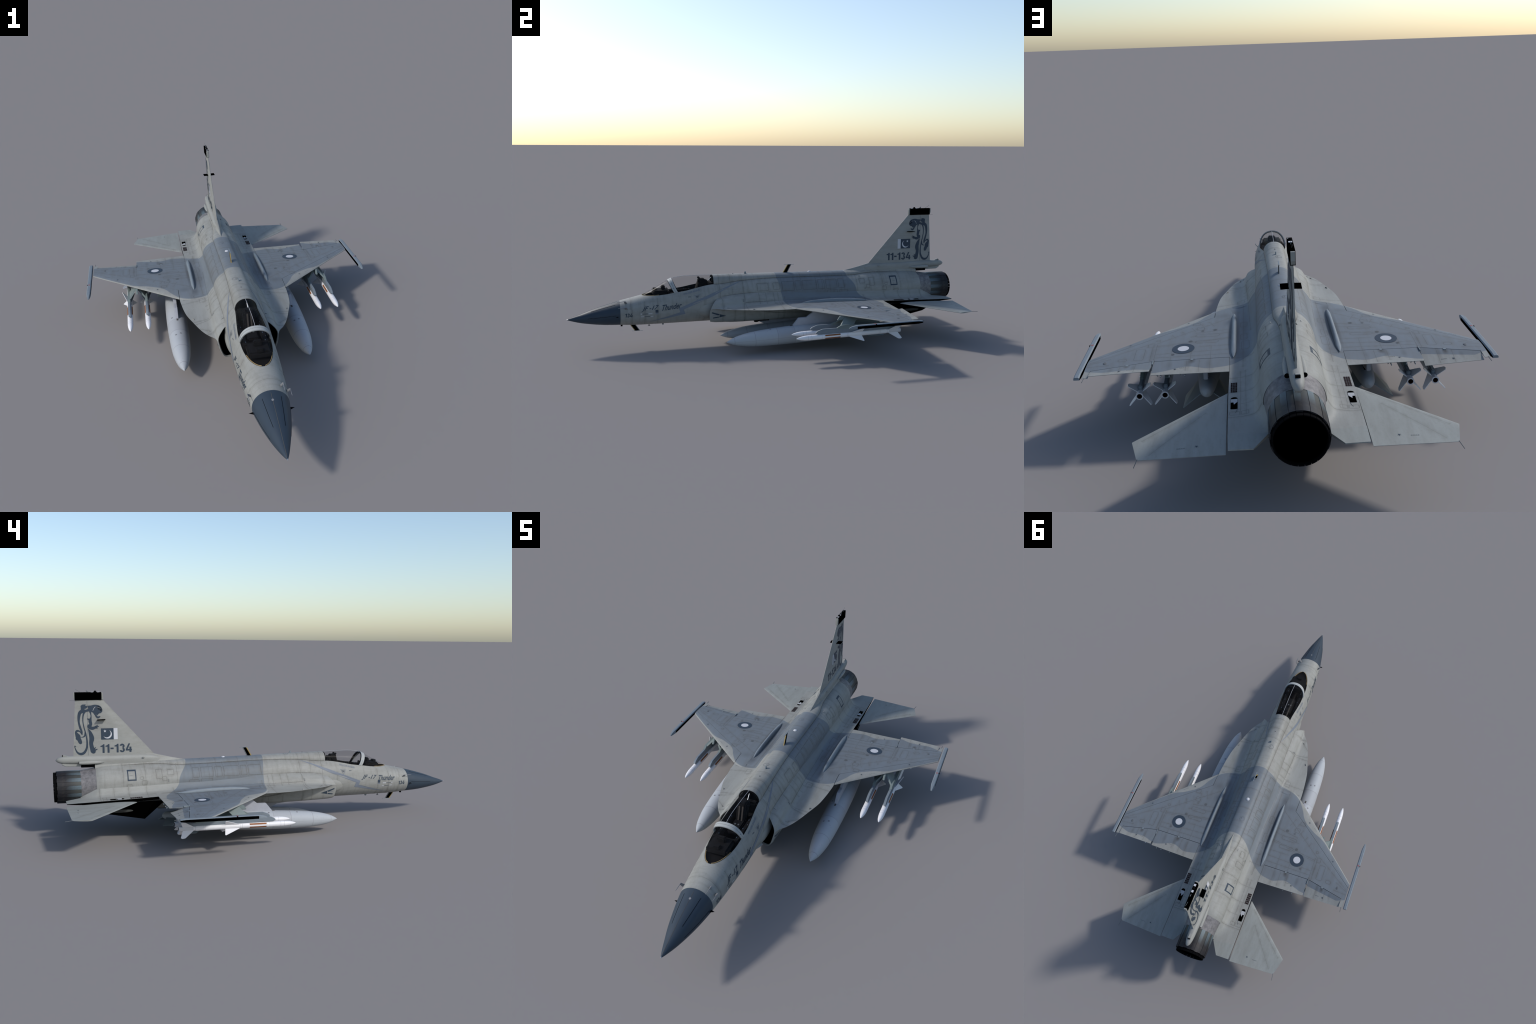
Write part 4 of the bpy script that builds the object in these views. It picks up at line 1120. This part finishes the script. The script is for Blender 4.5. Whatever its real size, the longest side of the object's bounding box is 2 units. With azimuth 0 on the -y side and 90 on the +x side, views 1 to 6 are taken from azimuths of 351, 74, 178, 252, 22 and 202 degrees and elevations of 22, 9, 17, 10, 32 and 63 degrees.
for c in '+-':
    V, F = grid2d(-.585, -.571, .181, .195, 2, 2); lay('unit_badge', V, F, M_NAVY, fuselage, T_SIDE, 'S' + c)
    V, F = grid2d(-.585, -.571, .174, .1795, 2, 1); lay('unit_badge', V, F, M_STRIPE, fuselage, T_SIDE, 'S' + c)
    for (a, b, z0, z1) in ((-.618, -.600, .1745, .1815), (-.656, -.650, .1735, .1805), (-.608, -.596, .160, .166), (-.654, -.640, .1615, .1665)):
        V, F = grid2d(a, b, z0, z1, 2, 1); lay('rescue_placard', V, F, M_PALE, fuselage, T_SIDE, 'S' + c)
    for (a, b, z0, z1) in ((-.646, -.622, .1750, .1790), (-.636, -.612, .1620, .1655)):
        V, F = grid2d(a, b, z0, z1, 4, 1); lay('rescue_placard', V, F, M_STENCIL, fuselage, T_SIDE, 'S' + c)
    # warning triangle outline below the sill
    tri = [(-.365, .2595), (-.394, .2555), (-.381, .2310)]
    tc = (sum(p[0] for p in tri) / 3, sum(p[1] for p in tri) / 3)
    inn = [(tc[0] + (p[0] - tc[0]) * .82, tc[1] + (p[1] - tc[1]) * .82) for p in tri]
    lay('warning_triangle', tri + inn, [(0, 1, 4, 3), (1, 2, 5, 4), (2, 0, 3, 5)], M_STRIPE, fuselage, T_SIDE, 'S' + c, cut=.008)
    lay('warning_triangle', [(-.372, .254), (-.388, .252), (-.384, .243), (-.377, .244)], [(0, 1, 2, 3)], M_STENCIL, fuselage, T_SIDE, 'S' + c)
    V, F = grid2d(-.425, -.412, .2475, .2500, 3, 1); lay('step_stencil', V, F, M_NAVY, fuselage, T_SIDE, 'S' + c)
    # lightning stripe
    up = [(-.150, .3125), (-.212, .2945), (-.305, .262), (-.449, .206), (-.4725, .1965)]
    lo = [(-.152, .3115), (-.222, .2855), (-.302, .248), (-.442, .1925), (-.4490, .1890)]
    V, F = [], []
    for k in range(len(up)): V += [up[k], lo[k]]
    F = [(2 * k, 2 * k + 1, 2 * k + 3, 2 * k + 2) for k in range(len(up) - 1)]
    b = len(V); V += [(-.4725, .1965), (-.4490, .1890), (-.4405, .1670), (-.4655, .1770)]; F.append((b, b + 1, b + 2, b + 3))
    b = len(V); V += [(-.4655, .1770), (-.4405, .1670), (-.520, .1510), (-.520, .1610), (-.619, .1325)]; F += [(b, b + 1, b + 2, b + 3), (b + 3, b + 2, b + 4)]
    lay('lightning_stripe', V, F, M_STRIPE, fuselage, T_SIDE, 'S' + c, cut=.010)
    # intake warning chevron
    V = [(-.245, .1540), (-.278, .1645), (-.279, .1470), (-.316, .1770), (-.316, .1700), (-.310, .1425), (-.310, .1480), (-.284, .1580), (-.284, .1520)]
    F = [(0, 1, 2), (1, 3, 4, 7), (2, 8, 6, 5)]
    lay('intake_chevron', V, F, M_NAVY, ROOT, T_SIDE, 'S' + c, cut=.010)
    V, F = grid2d(-.312, -.288, .1585, .1602, 4, 1); lay('intake_chevron', V, F, M_STRIPE, ROOT, T_SIDE, 'S' + c)
    # navy framed access panel on the engine bay
    w = .0052
    for (a, b, z0, z1) in ((.642, .682, .303 - .006, .303), (.642, .682, .257, .263)):
        V, F = grid2d(a, b, z0, z1, 6, 2); lay('engine_panel_frame', V, F, M_NAVY, fuselage, T_SIDE, 'S' + c, cut=.006)
    for (a, b) in ((.642, .642 + w), (.682 - w, .682)):
        V, F = grid2d(a, b, .262, .298, 2, 10); lay('engine_panel_frame', V, F, M_NAVY, fuselage, T_SIDE, 'S' + c)
    V, F = grid2d(.656, .672, .2795, .2805, 4, 1); lay('panel_stencil', V, F, M_STENCIL, fuselage, T_SIDE, 'S' + c)
text_side('frame_number', '2', .500, .494, .246, .2555, M_STENCIL, T_SIDE, fuselage, bold=.02)
text_side('frame_number', '2', -.154, -.1625, .2205, .2300, M_STENCIL, T_SIDE, fuselage, bold=.02)

# wing roundels and small marks
for sg in (1, -1):
    c = (sg * .316, .395)
    V, F = ring2d(c, .0175, .0345); lay('roundel_ring', V, F, M_NAVY, ROOT, T_TOP, 'T', .0008)
    V, F = [], []
    V, F = ring2d(c, .0001, .0175, 32); lay('roundel_disc', V, F, M_WHITE, ROOT, T_TOP, 'T', .0008)
    for (x, y) in ((.314, .186), (.486, .344), (.331, .527), (.492, .531), (.247, .912)):
        V, F = star2d((sg * x, y), .0055, 5, .3); lay('star_stencil', V, F, M_NAVY, ROOT, T_TOP, 'T', .0007)
    for (x, y, w) in ((.345, .205, .020), (.520, .378, .022), (.300, .520, .020), (.275, .914, .022), (.455, .529, .018)):
        for k in range(4):
            V, F = grid2d(sg * (x + k * w / 4), sg * (x + (k + .7) * w / 4), y + k * .0015 * (0 if y > .5 else 3), y + k * .0015 * (0 if y > .5 else 3) + .0015, 1, 1)
            lay('wing_stencil', V, F, M_STENCIL, ROOT, T_TOP, 'T', .0007)
    # oil stains round filler points
    for (x, y) in ((.297, .345), (.345, .432), (.222, .265), (.262, .268)):
        V, F = ring2d((sg * x, y), .0030, .0046, 14); lay('filler_ring', V, F, M_STENCIL, ROOT, T_TOP, 'T', .0007)
    # flare dispenser blocks on the boom
    for i in range(3):
        for j in range(6):
            x0 = .1490 + i * .0062; y0 = .628 + j * .0092
            V, F = grid2d(sg * x0, sg * (x0 + .0052), y0, y0 + .0078, 1, 1); lay('flare_cell', V, F, M_VENT, ROOT, T_TOP, 'T', .0007)
    # black and pale exhaust louvre
    V, F = grid2d(sg * .1475, sg * .1660, .7165, .7690, 3, 5)
    lay('louvre_dark', V, F, M_VOID, ROOT, T_TOP, 'T', .0007)
    a = np.linspace(0, PI, 12)
    V = [(sg * .15675, .7165)] + [(sg * (.15675 + .00925 * math.cos(t)), .7165 - .0085 * math.sin(t)) for t in a]
    lay('louvre_dark', V, [(0, k, k + 1) for k in range(1, 12)], M_VOID, ROOT, T_TOP, 'T', .0007)
    V = [(sg * .1480, .7190), (sg * .1655, .7190), (sg * .1655, .7360), (sg * .1585, .7360), (sg * .1570, .7470), (sg * .1480, .7345)]
    lay('louvre_pale', V, [(0, 1, 2, 3), (0, 3, 4, 5)], M_PALE, ROOT, T_TOP, 'T', .0011)
    V = [(sg * .1475, .7690), (sg * .1490, .7800), (sg * .1530, .7890), (sg * .1545, .7890), (sg * .1505, .7800), (sg * .1490, .7690)]
    lay('louvre_dark', V, [(0, 1, 4, 5), (1, 2, 3, 4)], M_STENCIL, ROOT, T_TOP, 'T', .0007)

# ------------------------------------------------------------------ small fittings
# blade antennas
def blade(name, base, tip, plate, up):
    (ya, yb_, z0), (yc, yd, z1) = base, tip
    V, F = prism([(ya, z0), (yb_, z0), (yd, z1), (yc, z1)], -.0012, .0012)
    o = obj(name, V, F, M_VOID, ROOT, smooth=0)
    V, F = prism([(ya - .002, z0), (ya + .0022, z0), (yc + .0022, z1), (yc - .002, z1)], -.0015, .0015)
    obj('antenna_leading_edge', V, F, M_YELLOW, o, smooth=0)
    V, F = prism([(yb_ - .002, z0), (yb_ + .002, z0), (yd + .002, z1), (yd - .002, z1)], -.0014, .0014)
    obj('antenna_trailing_edge', V, F, M_STENCIL, o, smooth=0)
    V, F = box(-.0018, .0018, plate[0], plate[1], z1, z1 + .0014 * up)
    obj('antenna_plate', V, F, M_GREY, o, smooth=0)
blade('blade_antenna', (.076, .097, .334), (.101, .119, .3762), (.082, .135), 1)
blade('blade_antenna', (-.702, -.680, .114), (-.679, -.657, .080), (-.693, -.640), -1)
V, F = box(-.003, .003, -.747, -.738, .106, .118); obj('belly_stub', V, F, M_BLACK, ROOT, smooth=0)
V, F = box(-.0012, .0012, -.612, -.608, .1005, .112); obj('belly_stub', V, F, M_STENCIL, ROOT, smooth=0)
V, F = box(-.002, .002, -.616, -.604, .0993, .1008); obj('belly_stub', V, F, M_STENCIL, ROOT, smooth=0)
V, F = prism([(-.548, .112), (-.537, .112), (-.539, .1015), (-.545, .1015)], -.003, .003); obj('belly_stub', V, F, M_GREY, ROOT, smooth=0)
V, F = lathe([(0, .0085), (.002, .0080), (.004, .0055), (.0048, .0001)], 18)
obj('spine_beacon', [(x, .218 + z, .3335 + y) for x, y, z in V], F, M_WHITE, ROOT, smooth=60)
V, F = prism([(-.130, .339), (-.118, .339), (-.120, .350), (-.126, .3505)], -.0016, .0016); obj('spine_antenna', V, F, M_GREY, ROOT, smooth=0)
V, F = lathe([(0, .0025), (.003, .002), (.0042, .0001)], 10)
obj('spine_beacon', [(x, -.187 + z, .3395 + y) for x, y, z in V], F, M_STENCIL, ROOT, smooth=60)
# spine access hatches
for yy in (-.095, .325):
    for rr in (.011,):
        V, F = ring2d((-.010, yy), rr, rr + .0012, 24)
        lay('spine_hatch_ring', V, F, M_STENCIL, ROOT, T_TOP, 'T', .0006)
        V, F = star2d((-.006, yy - .003), .003, 5, .4); lay('spine_hatch_mark', V, F, M_NAVY, ROOT, T_TOP, 'T', .0006)
# probes on the nose
def probe(root, knee, tip):
    root, knee, tip = Vector(root), Vector(knee), Vector(tip)
    d = Vector((0, .004, 0))
    n = (knee - root).cross(d).normalized() * .0013
    V = [tuple(p + s * d * k + q * n) for p, k in ((root, 1.6), (knee, 1.0)) for s in (-1, 1) for q in (-1, 1)]
    F = [(0, 1, 3, 2), (4, 6, 7, 5), (0, 4, 5, 1), (2, 3, 7, 6), (0, 2, 6, 4), (1, 5, 7, 3)]
    o = obj('pitot_mast', V, F, M_MAST, ROOT, smooth=0)
    tube('pitot_tube', [knee + d, knee * .35 + tip * .65, tip], .0012, M_CAP, o, 8, [1.1, 1, .5])
probe((.039, -.722, .226), (.0475, -.728, .2385), (.044, -.764, .234))
probe((.060, -.722, .203), (.070, -.727, .2125), (.068, -.762, .211))
probe((-.060, -.722, .203), (-.070, -.727, .2125), (-.069, -.764, .211))
for sg in (1, -1):
    B = [(sg * .056, -.774, .1655), (sg * .056, -.756, .1655), (sg * .056, -.765, .1685), (sg * .056, -.765, .1635)]
    V = B + [(sg * .0755, -.7645, .1672)]; F = [(0, 2, 4), (2, 1, 4), (1, 3, 4), (3, 0, 4), (0, 3, 1, 2)]
    obj('angle_of_attack_vane', V, F, M_BLACK, ROOT, smooth=0)
    # radome lightning diverters
    for th, mat in ((1.03, M_BLACK), (.02, M_BLACK)):
        tube('diverter_strip', [tuple(Vector((sg * fW(y) * math.cos(th), y, fZ(y) + fU(y) * math.sin(th)))) for y in np.linspace(-.90 if th < .5 else -.885, -.772, 14)], .0007, mat, radome, 6)
tube('radome_seam', [(0, y, fZ(y) + fU(y)) for y in np.linspace(-.99, -.76, 24)], .0006, M_SEAM, radome, 6)
V, F = lathe([(0, .0042), (.0005, .004), (.0006, .0001)], 16)
sl = math.atan2(.019, .06)
obj('radome_cap', [(x, -.790 + z, fZ(-.79) + fU(-.79) + .0004 + y + z * .28 - x * x / .11) for x, y, z in V], F, M_CAP, radome, smooth=0)
V, F = lathe([(-1.0, .0004), (-.998, .0012), (-.994, .0024)], 12, center=(0, .153)); obj('nose_cap', V, F, M_STEEL, radome, smooth=60)
for sg in (1, -1):
    # cooling scoops on the intake trunk
    rows = []
    for i in range(9):
        t = i / 8; y = -.2385 + .028 * t; h = .0048 * (1 - t) ** .6 + .0001
        rows.append([(sg * (.086 + .0085 * math.cos(a)), y, .2375 - abs(.0) + h * math.sin(a) - .0085 * math.cos(a) * .72) for a in np.linspace(0, PI, 11)])
    V, F = grid(rows)
    obj('cooling_scoop', V, F, M_BODY, ROOT, smooth=60)
    V, F = grid([[rows[0][k] for k in range(11)], [(sg * .086, -.2375, .2375)] * 11])
    obj('scoop_mouth', V, F, M_VOID, ROOT, smooth=0)
    # vortex pegs near the root extension edge
    for (x, y) in ((.127, -.262), (.139, -.243), (.188, -.125)):
        V, F = prism([(y - .007, .193), (y + .007, .193), (y + .005, .1985), (y - .001, .1995)], sg * x - .0007, sg * x + .0007)
        V = [(px + sg * (py - y) * .5, py, pz) for px, py, pz in V]
        obj('vortex_peg', V, F, M_LIGHT, ROOT, smooth=0)
    # little blisters
    for (x, y, z) in ((.045, -.073, .307), (.045, .475, .308), (.024, .60, .352)):
        rows = []
        for i in range(7):
            a = PI * i / 6
            rows.append([(sg * (x + .0028 * math.sin(a) * math.cos(2 * PI * k / 10)), y - .007 * math.cos(a), z + .0028 * math.sin(a) * math.sin(2 * PI * k / 10)) for k in range(10)])
        V, F = grid(rows, True)
        obj('blister', V, F, M_LIGHT, ROOT, smooth=60)
# belly gun blister and slot
V, F = lathe([(-.012, .0001), (-.009, .005), (0, .0075), (.010, .006), (.018, .0001)], 14)
obj('belly_camera', [(.075 + x, -.085 + y, .1085 + z * .8) for x, y, z in V], F, M_BLACK, ROOT, smooth=60)
V, F = box(.072, .094, -.082, -.022, .1125, .1205)
obj('gun_port', V, F, M_BLACK, ROOT, smooth=0)
